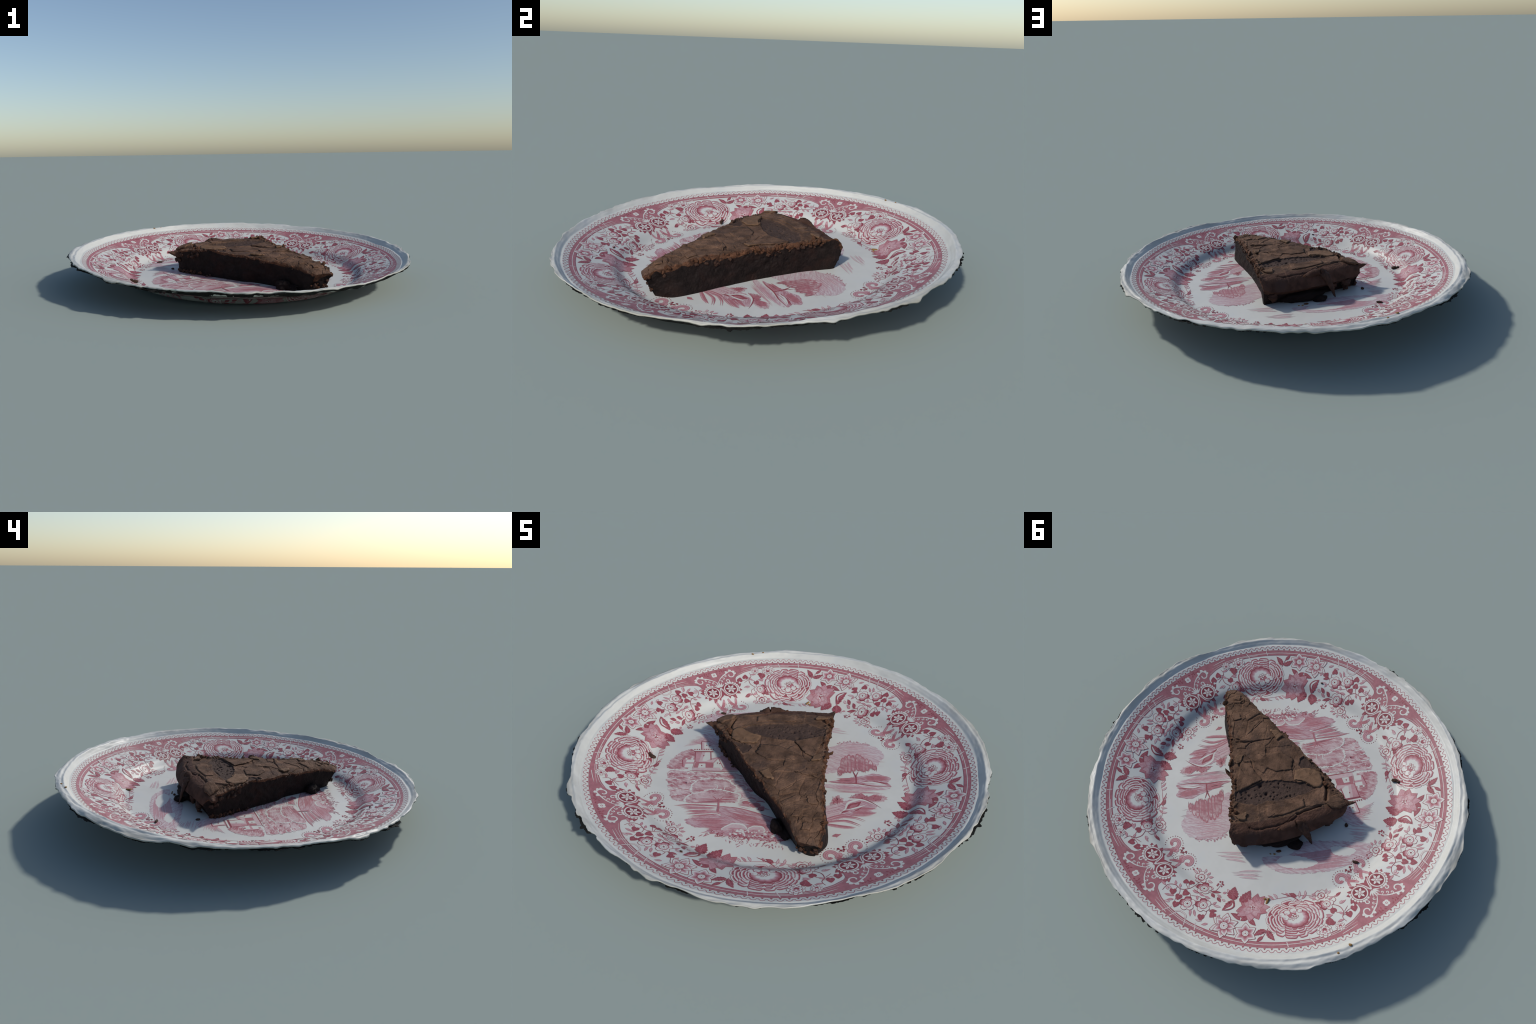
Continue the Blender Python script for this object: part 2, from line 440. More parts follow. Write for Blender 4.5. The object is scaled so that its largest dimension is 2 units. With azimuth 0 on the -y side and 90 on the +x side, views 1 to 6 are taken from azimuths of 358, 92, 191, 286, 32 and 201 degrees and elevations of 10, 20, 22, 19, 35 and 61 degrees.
def toothed_leaf(sh, F, l, w, layer=3, bend=.1, ink=4):
    n = 31; t = np.linspace(0, 1, n)
    h = w * .5 * np.sin(math.pi * t ** .75) * (1 + .30 * ((t * 5.5) % 1 - .5))
    mid = bend * l * np.sin(math.pi * t)
    o = np.concatenate([np.stack([mid + h, t * l], -1), np.stack([mid - h, t * l], -1)[::-1][1:-1]])
    sh.blob(F(o), ink, layer, F([(bend * l * .9, l * .42)])[0])
    for k in (.2, .36, .52, .68):
        for sg in (1, -1):
            m = bend * l * math.sin(math.pi * k)
            sh.stroke(F([(m, k * l), (m + sg * w * .30 * math.sin(math.pi * k), (k + .13) * l)]), l * .022, 3, layer + .6, (.6, 0))
    sh.stroke(F([(0, 0), (bend * l * .9, l * .45), (bend * l * .5, l * .85)]), l * .03, 3, layer + .6, (1, 0))

def rose(sh, F, ax, ay):
    rings_ = [(1.0, 21), (.895, 19), (.79, 17), (.69, 15), (.59, 13), (.50, 11)]
    L0 = 2
    for k, (f, n) in enumerate(rings_):
        order = np.arange(n)
        for i in order:
            a_ = 2 * math.pi * (i + .5 * (k % 2)) / n + .1 * math.sin(i * 2.1 + k)
            dirn = np.array([math.cos(a_), math.sin(a_)])
            dark_tip = math.cos(a_ - math.radians(140)) > -.22
            l = .30 * ay * (1.06 if i % 2 else .95); w = 2 * math.pi * f * .5 * (ax + ay) / n * 1.25
            ctr = (dirn[0] * ax * f - dirn[0] * l * .5, dirn[1] * ay * f - dirn[1] * l * .5)
            ang = math.atan2(dirn[1] * ax, dirn[0] * ay)
            G = F.sub(ctr, ang - math.pi / 2)
            lay = L0 + k * 1.9 + .07 * (i % 3)
            if dark_tip:
                petal(sh, G, w, l, [(0, 1.0, 4), (.09, .97, 3), (.145, .95, 2), (.195, .93, 1), (.235, .91, 0)], lay)
            else:
                petal(sh, G, w, l, [(0, 1.0, 4), (.015, .93, 0), (.145, .90, 1), (.20, .88, 3), (.26, .86, 4)], lay)
    lay = L0 + 12
    c = np.array([-.03 * ax, .05 * ay])
    for i, (s, ink, dx, dy) in enumerate([(.47, 4, 0, 0), (.42, 3, .01, -.02), (.375, 2, .02, -.04), (.335, 1, .025, -.05), (.30, 0, .03, -.06)]):
        sh.blob(F(lobed(11, 1., .10, 77, .2) * [s * ax, s * ay] + c + [dx * ax, dy * ay]), ink, lay + i * .5)
    lay += 3
    sh.blob(F(circle(16, .17 * ax, .15 * ay, (.10 * ax, -.16 * ay))), 3, lay)
    for dx, dy in [(-.02, .0), (.08, .05), (.0, -.11), (.1, -.07), (.18, -.01), (-.09, -.07), (.06, -.17)]:
        q = c + np.array([dx * ax + .02 * ax, dy * ay - .02 * ay])
        sh.blob(F(circle(9, .048 * ax, None, q)), 4, lay + .5); sh.blob(F(circle(8, .032 * ax, None, q)), 0, lay + 1)
    for dx, dy, ro, s in [(.30, -.04, -1.0, 1.), (.24, -.28, -.4, 1.), (.02, -.36, .3, 1.1), (-.2, -.30, .7, .8), (.42, -.18, -1.2, .9)]:
        G = F.sub((dx * ax, dy * ay), ro + math.pi)
        petal(sh, G, .24 * ax * s, .26 * ay * s, [(0, 1, 3), (0, .84, 0), (.3, .4, 1)], lay + 1.2)

def daffodil(sh, F, R, n, double=False, layer=6):
    sets = [(R, n, 0.)] if not double else [(R, n, 0.), (R * .80, n - 1, .35)]
    lay = layer
    for Rk, nk, ph in sets:
        for i in range(nk):
            G = F.sub((0, 0), 2 * math.pi * i / nk + ph)
            w = Rk * (.72 if not double else .60)
            o = spline(np.array([(0, 0), (.32 * w, .28 * Rk), (.46 * w, .58 * Rk), (.22 * w, .84 * Rk), (0, Rk), (-.22 * w, .84 * Rk), (-.46 * w, .58 * Rk), (-.32 * w, .28 * Rk)]), .005, True)
            cc = (0, .5 * Rk)
            l2 = lay + .05 * (i % 2)
            sh.blob(G(o), 4, l2, G([cc])[0])
            sh.blob(G((o - cc) * .88 + cc), 0, l2 + .4, G([cc])[0])
            sh.blob(G(o * [.74, .78]), 1, l2 + .7); sh.blob(G(o * [.64, .68]), 2, l2 + 1.0); sh.blob(G(o * [.52, .57]), 3, l2 + 1.3); sh.blob(G(o * [.34, .42]), 4, l2 + 1.6)
        lay += 2.2
    sh.blob(F(circle(18, .31 * R)), 4, lay); sh.blob(F(circle(18, .265 * R)), 0, lay + .4)
    sh.blob(F(circle(14, .17 * R)), 1, lay + .7); sh.blob(F(circle(14, .145 * R)), 0, lay + 1)
    for i in range(8):
        a_ = i * math.pi / 4; sh.blob(F(circle(5, .022 * R, None, (.2 * R * math.cos(a_), .2 * R * math.sin(a_)))), 4, lay + 1.2)
    sh.blob(F(circle(8, .06 * R)), 4, lay + 1.5)

def anemone(sh, F, R, layer=5, light=False):
    n = 5
    for i in range(n):
        a_ = 2 * math.pi * (i + .2) / n
        G = F.sub((.50 * R * math.cos(a_), .50 * R * math.sin(a_)), a_ - math.pi / 2)
        dark = (not light) and math.cos(a_ - math.radians(318)) > .1
        if dark:
            petal(sh, G, .95 * R, .98 * R, [(0, 1, 5), (.06, .90, 4), (.16, .84, 3), (.24, .80, 2), (.32, .76, 0)], layer, .07)
        else:
            petal(sh, G, .86 * R, .92 * R, [(0, 1, 4), (0, .87, 0), (.20, .66, 1), (.26, .58, 2)], layer, .05)
    lay = layer + 2.6
    sh.blob(F(circle(18, .52 * R)), 4 if light else 3, lay); sh.blob(F(circle(18, .42 * R)), 0, lay + .4)
    for i in range(9):
        a_ = 2 * math.pi * i / 9; sh.blob(F(circle(5, .04 * R, None, (.28 * R * math.cos(a_), .28 * R * math.sin(a_)))), 5, lay + .8)
    sh.blob(F(circle(8, .12 * R)), 5, lay + 1)

def dahlia(sh, F, R, layer=4):
    for k, (f, n, ink) in enumerate([(1.0, 10, 3), (.72, 8, 2), (.42, 6, 2)]):
        for i in range(n):
            G = F.sub((0, 0), 2 * math.pi * (i + .5 * k) / n + .15 * math.sin(i * 3.3 + k))
            l = R * f * (1 + .08 * math.sin(i * 5.1)); w = R * f * .62
            sh.blob(G(lens(l, w, 13) * [1, 1]), 4, layer + k * 1.4 + .02 * i)
            sh.blob(G(lens(l * .96, w * .92, 13) + [0, l * .015]), ink if (i + k) % 3 else 2, layer + k * 1.4 + .4)
            for d in (-.18, 0, .18):
                sh.stroke(G([(d * w * .5, l * .3), (d * w, l * .82)]), .0022, 1 if k else 2, layer + k * 1.4 + .8, (.4, 0))
    for i in range(9):
        a_ = 2.4 * i; r_ = .05 * R * math.sqrt(i)
        sh.blob(F(circle(6, .04 * R, None, (r_ * math.cos(a_), r_ * math.sin(a_)))), 0 if i % 2 else 5, layer + 5)

def double_flower(sh, F, R, layer=5):
    for k, (f, n) in enumerate([(.72, 9), (.42, 6)]):
        for i in range(n):
            a_ = 2 * math.pi * (i + .4 * k) / n
            G = F.sub((f * R * math.cos(a_), f * R * math.sin(a_)), a_ - math.pi / 2)
            petal(sh, G, R * .52, R * .58, [(0, 1, 4), (0, .84, 0), (.26, .55, 2)], layer + k * 1.6)
    sh.blob(F(circle(12, .26 * R, None, (-.05 * R, -.15 * R))), 4, layer + 3.4)
    petal(sh, F.sub((0, .12 * R)), R * .34, R * .36, [(0, 1, 3), (0, .8, 0)], layer + 3.8)

def wheel(sh, F, R, layer=6):
    sh.blob(F(circle(30, R * 1.06)), 4, layer); sh.blob(F(circle(30, R)), 0, layer + .4); sh.blob(F(circle(28, R * .86)), 4, layer + .7)
    sh.blob(F(circle(28, R * .80)), 5, layer + 1.0)
    for i in range(6):
        G = F.sub((0, 0), i * math.pi / 3 + .2)
        sh.blob(G(lens(R * .62, R * .30, 9) + [0, R * .12]), 0, layer + 1.4)
        sh.stroke(G([(0, R * .2), (0, R * .5)]), R * .05, 2, layer + 1.8, (1, 0))
    sh.blob(F(circle(10, R * .17)), 3, layer + 1.8); sh.blob(F(circle(10, R * .12)), 0, layer + 2.1)

def spiral_pts(c, r0, r1, a0, a1, n=14):
    t = np.linspace(0, 1, n); r = r0 + (r1 - r0) * t; a_ = np.radians(a0 + (a1 - a0) * t)
    return np.stack([c[0] + r * np.cos(a_), c[1] + r * np.sin(a_)], -1)

AXIS = -59.6            # the cartouche sits here, seen from each rose
BAND_D = [0, 7.5, 9, 12, 15, 20, 25, 31, 40, 60]
BAND_R = [.81, .812, .830, .848, .858, .866, .871, .871, .871, .871]

def quadrant(base):
    # ---- rose -------------------------------------------------------------
    s = Sheet("printed_rose"); rose(s, at(base, .748, 0, 0), .140, .112); s.build(plate, True)
    # ---- dahlia and its leaves -------------------------------------------
    s = Sheet("printed_dahlia"); dahlia(s, at(base, .692, -16.4), .083, 3); s.build(plate, True)
    s = Sheet("printed_leaves")
    def lf(r0, p0, r1, p1, w, kind='dark', bend=0., layer=3):
        a_ = polar(base, r0, p0); b_ = polar(base, r1, p1); d_ = b_ - a_; l = np.linalg.norm(d_)
        G = Frame(a_, math.atan2(d_[1], d_[0]) - math.pi / 2)
        if kind == 'dark': leaf(s, G, l, w, 4, layer, bend, None, 3)
        elif kind == 'pale': leaf(s, G, l, w, 2, layer, bend, 3)
        elif kind == 'clear': leaf(s, G, l, w, 1, layer, bend, 3)
        elif kind == 'tooth': toothed_leaf(s, G, l, w, layer, bend)
    lf(.672, -22.4, .598, -19.3, .052, 'tooth', .10, 5); lf(.672, -25.3, .600, -27.0, .055, 'tooth', -.10, 5)
    lf(.672, -24.9, .752, -27.2, .040, 'tooth', -.08, 5)
    a_ = [polar(base, .680, -24.6), polar(base, .71, -23.6), polar(base, .735, -24.9), polar(base, .750, -26.9)]
    s.stroke(a_, .006, 4, 7, (.3, 0)); s.stroke([polar(base, .690, -24.8), polar(base, .715, -24.4), polar(base, .742, -26.4)], .009, 0, 7.3, (0, 0))
    lf(.747, -17.0, .790, -13.8, .026, 'dark', .004); lf(.747, -17.2, .777, -19.4, .026); lf(.775, -19.6, .750, -23.8, .024, 'dark', .006); lf(.760, -18.8, .737, -21.6, .016)
    lf(.808, -9.8, .862, -7.2, .028, 'tooth', .05, 4); lf(.808, -10.2, .842, -14.0, .028, 'tooth', .05, 4); lf(.840, -10.9, .872, -12.8, .018, 'dark', 0, 4); s.stroke([polar(base, .80, -9.6), polar(base, .825, -10.4), polar(base, .845, -11)], .003, 4, 3)
    # inner sprays beneath the rose
    for r0, p0, r1, p1, kd in [(.645, 4.2, .618, 7.2, 'pale'), (.63, 6, .604, 6.8, 'clear'), (.635, 3.2, .600, 4.2, 'clear'), (.645, 9, .622, 12.5, 'pale'), (.640, 7.5, .66, 10.5, 'clear'),
                               (.622, -1.5, .600, -2.6, 'pale'), (.628, -6.4, .604, -8.4, 'clear'), (.636, -8, .612, -11, 'pale'), (.640, -10, .622, -13, 'clear')]:
        lf(r0, p0, r1, p1, .012, kd, .002, 2)
    s.stroke([polar(base, .655, 11.5), polar(base, .632, 7), polar(base, .622, 2), polar(base, .626, -5), polar(base, .638, -10)], .0028, 3, 1.5, (.4, .4))
    lf(.628, 2.2, .606, -1.2, .020, 'tooth', .05, 4); s.stroke([polar(base, .66, 3.5), polar(base, .628, .8), polar(base, .602, -4.6)], .0045, 4, 3, (1, .4))
    s.build(plate, True)
    # ---- daffodils --------------------------------------------------------
    s = Sheet("printed_daffodil"); daffodil(s, at(base, .836, -16.7, 10), .056, 6, False, 5); s.build(plate, True)
    s = Sheet("printed_daffodil"); daffodil(s, at(base, .823, -24.2, 5), .070, 6, True, 7); s.build(plate, True)
    # ---- sprig between daffodils and cartouche ---------------------------
    s = Sheet("printed_sprig")
    P = lambda r, p: polar(base, r, p)
    s.stroke([P(.819, -49.3), P(.782, -49.7), P(.757, -47.8), P(.756, -45.1), P(.736, -43.3), P(.709, -42.3), P(.663, -42.4)], .0036, 4, 1.6, (.6, .4))
    for path in ([P(.745, -44), P(.748, -41), P(.775, -39.6)], [P(.752, -40.2), P(.735, -37.2), P(.748, -35)], [P(.728, -43), P(.705, -44.5), P(.698, -44.2)], [P(.73, -43.4), P(.715, -45.6), P(.708, -45.9)],
                 [P(.753, -45.6), P(.775, -44.2), P(.80, -44.0), P(.83, -43)], [P(.757, -46.6), P(.777, -46.2)], [P(.68, -40), P(.672, -35), P(.64, -33.8), P(.615, -33.8)], [P(.69, -37), P(.68, -33.5)],
                 [P(.775, -31.5), P(.785, -30)], [P(.78, -32), P(.80, -31.6), P(.822, -32)], [P(.77, -31.5), P(.775, -30)], [P(.745, -33.2), P(.736, -30.5)], [P(.715, -41.5), P(.72, -38), P(.716, -34.8)], [P(.63, -44.3), P(.615, -47.5)], [P(.632, -45), P(.63, -48.5)]):
        s.stroke(path, .0026, 4, 1.5, (.8, .4))
    for r0, p0, k in [(.789, -29.4, 160), (.823, -32.5, 200), (.694, -44.2, 60), (.708, -46.0, 40), (.756, -42.5, 170), (.793, -43.4, 200), (.831, -42.2, 200), (.789, -46.4, 220)]:
        heart(s, at(base, r0, p0, k), .031 if r0 > .72 else .026)
    lf(.778, -31.2, .762, -28.6, .018); lf(.676, -35.6, .655, -31.6, .016); lf(.684, -34.6, .702, -32.4, .018); lf(.690, -31.6, .712, -29.2, .018); lf(.674, -32.4, .686, -30.0, .014, 'pale')
    for r0, p0, r1, p1, kd in [(.742, -31, .736, -28, 'clear'), (.74, -31.4, .718, -30.6, 'pale'), (.718, -36, .716, -33.4, 'pale'), (.724, -41.4, .722, -38.6, 'pale'), (.718, -38.6, .720, -36, 'pale'), (.735, -38.4, .756, -37.2, 'pale'), (.805, -36, .834, -34.2, 'pale'),
                           (.812, -37, .846, -35.6, 'pale'), (.752, -45.6, .735, -47, 'pale'), (.757, -47.6, .738, -49.2, 'pale'), (.802, -44.8, .822, -47, 'pale'), (.818, -44, .842, -45.6, 'pale'), (.79, -50, .792, -52.6, 'pale'), (.784, -49.4, .784, -47.4, 'clear'), (.79, -49.6, .80, -48, 'clear'),
                           (.607, -43.4, .587, -44.2, 'clear'), (.61, -41.8, .590, -41.2, 'pale'), (.617, -40.6, .602, -38.6, 'pale'), (.632, -39.9, .630, -37.4, 'clear'), (.648, -40.4, .654, -38.2, 'clear'), (.620, -45.2, .606, -47.2, 'clear'), (.634, -46, .632, -48.6, 'clear')]:
        lf(r0, p0, r1, p1, .0125, kd, .001, 2)
    # fillers between the flowers
    for r0, p0, r1, p1, kd in [(.80, -27.6, .775, -27.0, 'pale'), (.772, -25.0, .790, -21.8, 'pale'), (.700, -27.8, .690, -29.6, 'clear'), (.84, -29.2, .858, -31.0, 'pale'), (.846, -33.6, .838, -31.4, 'clear'), (.70, -40.8, .690, -42.2, 'clear'), (.74, -35.6, .726, -33.6, 'clear'), (.775, -36.6, .760, -37.6, 'pale'),
                           (.812, -45.6, .826, -47.8, 'pale'), (.84, -44.2, .852, -46, 'clear'), (.665, -35.6, .648, -36.8, 'clear'), (.655, -31.0, .642, -29.4, 'pale'), (.64, -28.4, .626, -30.0, 'clear'), (.72, 10.5, .70, 13.0, 'pale'), (.77, 11.0, .785, 13.2, 'pale'), (.80, 11.8, .82, 10.2, 'clear')]:
        lf(r0, p0, r1, p1, .013, kd, .001, 2)
    for r0, p0 in [(.612, -33.2), (.607, -34.6), (.622, -34.8), (.614, -32.6), (.625, -33.0), (.603, -33.6), (.630, -34.9), (.615, -47.8), (.630, -48.8)]:
        s.blob(at(base, r0, p0)(circle(8, .005)), 4, 2); 
    s.build(plate, True)
    for r0, p0, R_, lt, rot in [(.764, -34.2, .040, False, 0), (.797, -39.2, .041, False, 0), (.681, -38.6, .040, False, -10), (.638, -43.3, .036, True, 0)]:
        s = Sheet("printed_anemone"); anemone(s, at(base, r0, p0, rot), R_, 4, lt); s.build(plate, True)
    # ---- second sprig, between cartouche and the next rose ----------------
    s = Sheet("printed_sprig")
    s.stroke([P(.841, -73.6), P(.814, -74.1), P(.790, -72.9), P(.756, -73.1), P(.726, -75.4)], .0036, 4, 1.6, (.5, .6))
    for path in ([P(.725, -75.5), P(.715, -73), P(.69, -73.2), P(.668, -75.6)], [P(.795, -73), P(.775, -75.2), P(.762, -75)], [P(.80, -73.4), P(.79, -70.6), P(.796, -69.8)], [P(.805, -73.6), P(.806, -72.2)], [P(.79, -72.6), P(.77, -70.4)], [P(.69, -73), P(.688, -70)], [P(.825, -79.6), P(.81, -79), P(.835, -77)]):
        s.stroke(path, .0026, 4, 1.5, (.8, .4))
    for r0, p0, k in [(.762, -75.9, 20), (.796, -69.0, 160), (.812, -71.6, 170)]:
        heart(s, at(base, r0, p0, k), .031)
    lf(.700, -78.6, .684, -81.2, .016); lf(.692, -72, .684, -69.2, .016); lf(.828, -79.3, .786, -78.2, .040, 'tooth', .05, 4); lf(.826, -79, .822, -76.8, .020)
    for r0, p0, r1, p1, kd in [(.742, -72.6, .738, -69.6, 'pale'), (.742, -72.6, .730, -71, 'clear'), (.69, -73.2, .700, -76, 'pale'), (.69, -73, .696, -70.4, 'pale'), (.785, -79.4, .782, -76.6, 'pale'), (.80, -73.2, .780, -74.6, 'pale'), (.826, -74.0, .826, -76.4, 'pale'),
                           (.658, -74.2, .648, -72.4, 'clear'), (.652, -75, .630, -73.6, 'clear'), (.64, -77, .622, -78, 'clear'), (.645, -79, .632, -81, 'pale'), (.664, -79.6, .664, -81.6, 'pale')]:
        lf(r0, p0, r1, p1, .012, kd, .001, 2)
    s.build(plate, True)
    s = Sheet("printed_anemone"); anemone(s, at(base, .657, -77.2), .036, 4, True); s.build(plate, True)
    s = Sheet("printed_anemone"); anemone(s, at(base, .716, -77.0, 20), .038, 4); s.build(plate, True)
    s = Sheet("printed_small_blossom"); double_flower(s, at(base, .848, -81.4), .038); double_flower(s, at(base, .852, -76.2), .024); s.build(plate, True)

    # ---- cartouche --------------------------------------------------------
    s = Sheet("printed_cartouche")
    for mirror in (False, True):
        F = at(base, .744, AXIS, 0, 1., mirror)
        # pink field on one side of the axis, from the wheels up to the band
        inner = [(0, -.012), (.03, -.03), (.06, -.03), (.10, .004), (.105, .035), (.112, .062), (.128, .075), (.140, .082)]
        inner = spline(inner, .008)
        outr = []
        for q in inner:
            k = (q[0] - 0) / .140
            outr.append((k * .150, math.sqrt(max(0, .852 ** 2 - (k * .150) ** 2)) - .744))
        s.ribbon(F(inner), F(outr), 6, .6)
        s.blob(F(spline([(0, -.03), (.05, -.045), (.095, -.02), (.10, .02), (.085, .045), (.03, .035), (0, .02)], .006, True)), 4, .9)
        # acanthus tips outside the wheel
        for x0, y0, x1, y1, w in [(.085, .0, .128, .016, .022), (.080, -.01, .116, -.030, .020), (.075, -.02, .098, -.046, .018), (.090, .012, .120, .036, .018), (.05, -.035, .07, -.062, .016), (.03, -.03, .03, -.055, .014)]:
            d_ = np.array([x1 - x0, y1 - y0]); l = np.linalg.norm(d_)
            toothed_leaf(s, F.sub((x0, y0), math.atan2(d_[1], d_[0]) - math.pi / 2), l, w * 1.2, 1.2, .0, 4)
        wheel(s, F.sub((.0555, -.001)), .0405, 5)
        # white scalloped teeth and a little curl beside the wheel
        for k in range(9):
            a_ = math.radians(-30 + 17 * k)
            s.blob(F.sub((.0555 + .047 * math.cos(a_), -.001 + .047 * math.sin(a_)))(circle(8, .0065)), 0, 4)
        s.stroke(F(np.concatenate([[(.062, .042), (.070, .055)], spiral_pts((.060, .060), .011, .004, 0, 250, 8)])), .0055, 0, 4.5, (1, .6))
        # big white scroll
        s.stroke(F(np.concatenate([[(0, .058), (.018, .080), (.040, .098), (.066, .110), (.090, .120)], spiral_pts((.094, .096), .026, .009, 70, -210, 12)])), .0085, 3, 2.6, (.4, .9))
        s.stroke(F(np.concatenate([[(0, .058), (.018, .080), (.040, .098), (.066, .110), (.090, .120)], spiral_pts((.094, .096), .026, .009, 70, -210, 12)])), .0066, 0, 3.0, (.4, .9))
        for c_, sz in [((.043, .082), .008), ((.060, .096), .008), ((.026, .066), .007)]:
            s.stroke(F(np.concatenate([[(c_[0] - .010, c_[1] + .012)], spiral_pts(c_, sz, .002, 100, -200, 8)])), .0042, 0, 3.2, (.5, .8))
        for x_, y_, r_ in [(.075, .122, .006), (.10, .126, .007), (.118, .112, .0065), (.122, .098, .006)]:
            s.blob(F.sub((x_, y_))(lobed(3, r_ * 1.3, .4)), 0, 3.3)
        # fan
        for k, a_ in enumerate([8, 30, 52]):
            s.blob(F.sub((.001, .022), -math.radians(a_))(lens(.042 - .004 * k, .0075, 9) + [0, .004]), 0, 3.4)
        s.stroke(F([(.004, .014), (.012, -.008), (.022, -.030), (.040, -.046)]), .010, 0, 3, (.7, 0))
        s.stroke(F([(.004, .014), (.013, -.008), (.023, -.030), (.040, -.046)]), .0028, 3, 3.4, (.4, 0))
        # seeds on the field
        for x_, y_, a_ in [(.045, .132, 30), (.060, .140, 80), (.035, .118, -30), (.055, .125, 10), (.075, .139, 120), (.030, .138, 60), (.088, .137, 100)]:
            leaf(s, F.sub((x_, y_), math.radians(a_)), .015, .007, 4, 2)
        # lower scrolls in lighter pink with dotted surrounds
        hook = np.concatenate([[(.012, -.052), (.020, -.072), (.034, -.088), (.046, -.096)], ])
        s.stroke(F(hook), .017, 3, 1.2, (.5, .9)); s.stroke(F(hook), .012, 2, 1.6, (.5, .9))
        s.stroke(F([(.060, -.055), (.052, -.078), (.044, -.094)]), .014, 3, 1.2, (.4, .8)); s.stroke(F([(.060, -.055), (.052, -.078), (.044, -.094)]), .009, 2, 1.6, (.4, .8))
        sp = np.concatenate([[(.038, -.086), (.046, -.104)], spiral_pts((.066, -.124), .030, .011, 150, 470, 16)])
        s.stroke(F(sp), .021, 3, 2.0, (.6, .6)); s.stroke(F(sp), .0155, 2, 2.4, (.6, .6)); s.stroke(F(sp), .003, 3, 2.8, (.3, .3))
        for q in spiral_pts((.062, -.122), .0455, .0455, 60, -170, 15):
            s.blob(F.sub(q)(circle(6, .0026)), 5, 2)
        s.stroke(F([(.044, -.098), (.026, -.104), (.020, -.116), (.030, -.122)]), .015, 3, 2.0, (.7, .8)); s.stroke(F([(.044, -.098), (.026, -.104), (.020, -.116), (.030, -.122)]), .010, 2, 2.4, (.7, .8))
        for q in [(.008, -.085), (.006, -.095), (.010, -.105), (.018, -.092), (.006, -.075)]:
            s.blob(F.sub(q)(circle(6, .0024)), 5, 2)
        for q in [(.007, -.132), (.013, -.146)]:
            s.blob(F.sub(q)(circle(8, .0062)), 5, 2)
        s.stroke(F([(0, -.120), (.006, -.130)]), .003, 4, 1.8); s.stroke(F([(0, -.122), (.012, -.144)]), .003, 4, 1.8)
    F = at(base, .744, AXIS)
    sq = F.sub((0, .121))
    s.blob(sq(lobed(4, .020, .30, 32, math.pi / 4)), 3, 3); s.blob(sq(lobed(4, .0175, .30, 32, math.pi / 4)), 0, 3.4); s.blob(sq(circle(8, .006)), 3, 3.8); s.blob(sq(circle(8, .003)), 0, 4.1)
    s.blob(F(circle(8, .006, None, (0, .016))), 0, 4)
    s.build(plate, True)

for q in range(4):
    quadrant(ROSE0 + q * math.pi / 2)

# ---- continuous border: band, rules, ladder ticks, teeth, wavy line ---------
s = Sheet("printed_band")
n = 1440
t = np.linspace(0, 2 * math.pi, n + 1)
ax = np.array([(math.degrees(a_ - ROSE0) - AXIS) % 90 for a_ in t]); ax = np.minimum(ax, 90 - ax)
rin = np.interp(ax, BAND_D, BAND_R); rout = np.full(n + 1, .8985)
rin = np.where(ax < 8.2, .851, rin)
ring = lambda r: np.stack([r * np.cos(t), r * np.sin(t)], -1)
s.ribbon(ring(rin), ring(rout), 6, 0)
for r_, w_, ink in [(.8985, .0022, 4), (.900, .0016, 0)]:
    s.ribbon(ring(r_), ring(r_ + w_), ink, 1)
keep = ax > 11.5
idx = np.where(keep)[0]
def arcs(rad_fn, width, ink, lay, lo, hi):
    for q in range(4):
        for sg in (1, -1):
            a_ = np.linspace(lo, hi, 60)
            r_ = np.array([rad_fn(v) for v in a_])
            g = ROSE0 + q * math.pi / 2 + np.radians(AXIS + sg * a_)
            s.stroke(np.stack([r_ * np.cos(g), r_ * np.sin(g)], -1), width, ink, lay, (.3, 1), False)
arcs(lambda d: np.interp(d, [10, 16, 22, 46], [.862, .874, .882, .885]), .0026, 0, 1.5, 11, 45.2)
arcs(lambda d: np.interp(d, BAND_D, BAND_R) + .006, .0022, 0, 1.5, 9.2, 30)
arcs(lambda d: np.interp(d, BAND_D, BAND_R) - .0005, .0022, 4, 1.2, 9.0, 45.2)
arcs(lambda d: np.interp(d, [11, 18], [.876, .893]), .0026, 0, 1.5, 11.5, 17)
for q in range(4):
    b_ = ROSE0 + q * math.pi / 2
    for r0, p0, r1, p1 in [(.896, -31.9, .860, -32.9), (.896, -35.6, .858, -36.6), (.896, -41.0, .864, -40.1), (.896, -43.8, .852, -42.6), (.897, -3.2, .872, -3.6), (.896, 4.6, .860, 3.4)]:
        s.stroke([polar(b_, r0, p0), polar(b_, r1, p1)], .0048, 2, 1.8); s.stroke([polar(b_, r0, p0), polar(b_, r1, p1)], .003, 0, 2.1)
    lp = [polar(b_, .868, -36.4), polar(b_, .852, -36.9), polar(b_, .846, -38.4), polar(b_, .850, -39.8), polar(b_, .862, -40.4)]
    s.stroke(lp, .0075, 3, 1.8); s.stroke(lp, .0042, 0, 2.1)
s.build(plate, True)

s = Sheet("printed_scalloped_border")
NS = 172
for i in range(NS):
    a_ = 2 * math.pi * i / NS; da = 2 * math.pi / NS
    P = lambda r, k: (r * math.cos(a_ + k * da), r * math.sin(a_ + k * da))
    s.blob(polyline([P(.899, -.24), P(.912, 0), P(.899, .24)], .006), 4, .5)
    tri = [P(.9105, -.5), P(.9125, -.38), P(.9185, -.28), P(.9225, -.14), P(.9235, 0), P(.9225, .14), P(.9185, .28), P(.9125, .38), P(.9105, .5)]
    s.stroke(tri, .0026, 3, .6, step=.003)
s.build(plate, True)["kind"] = "stuff"

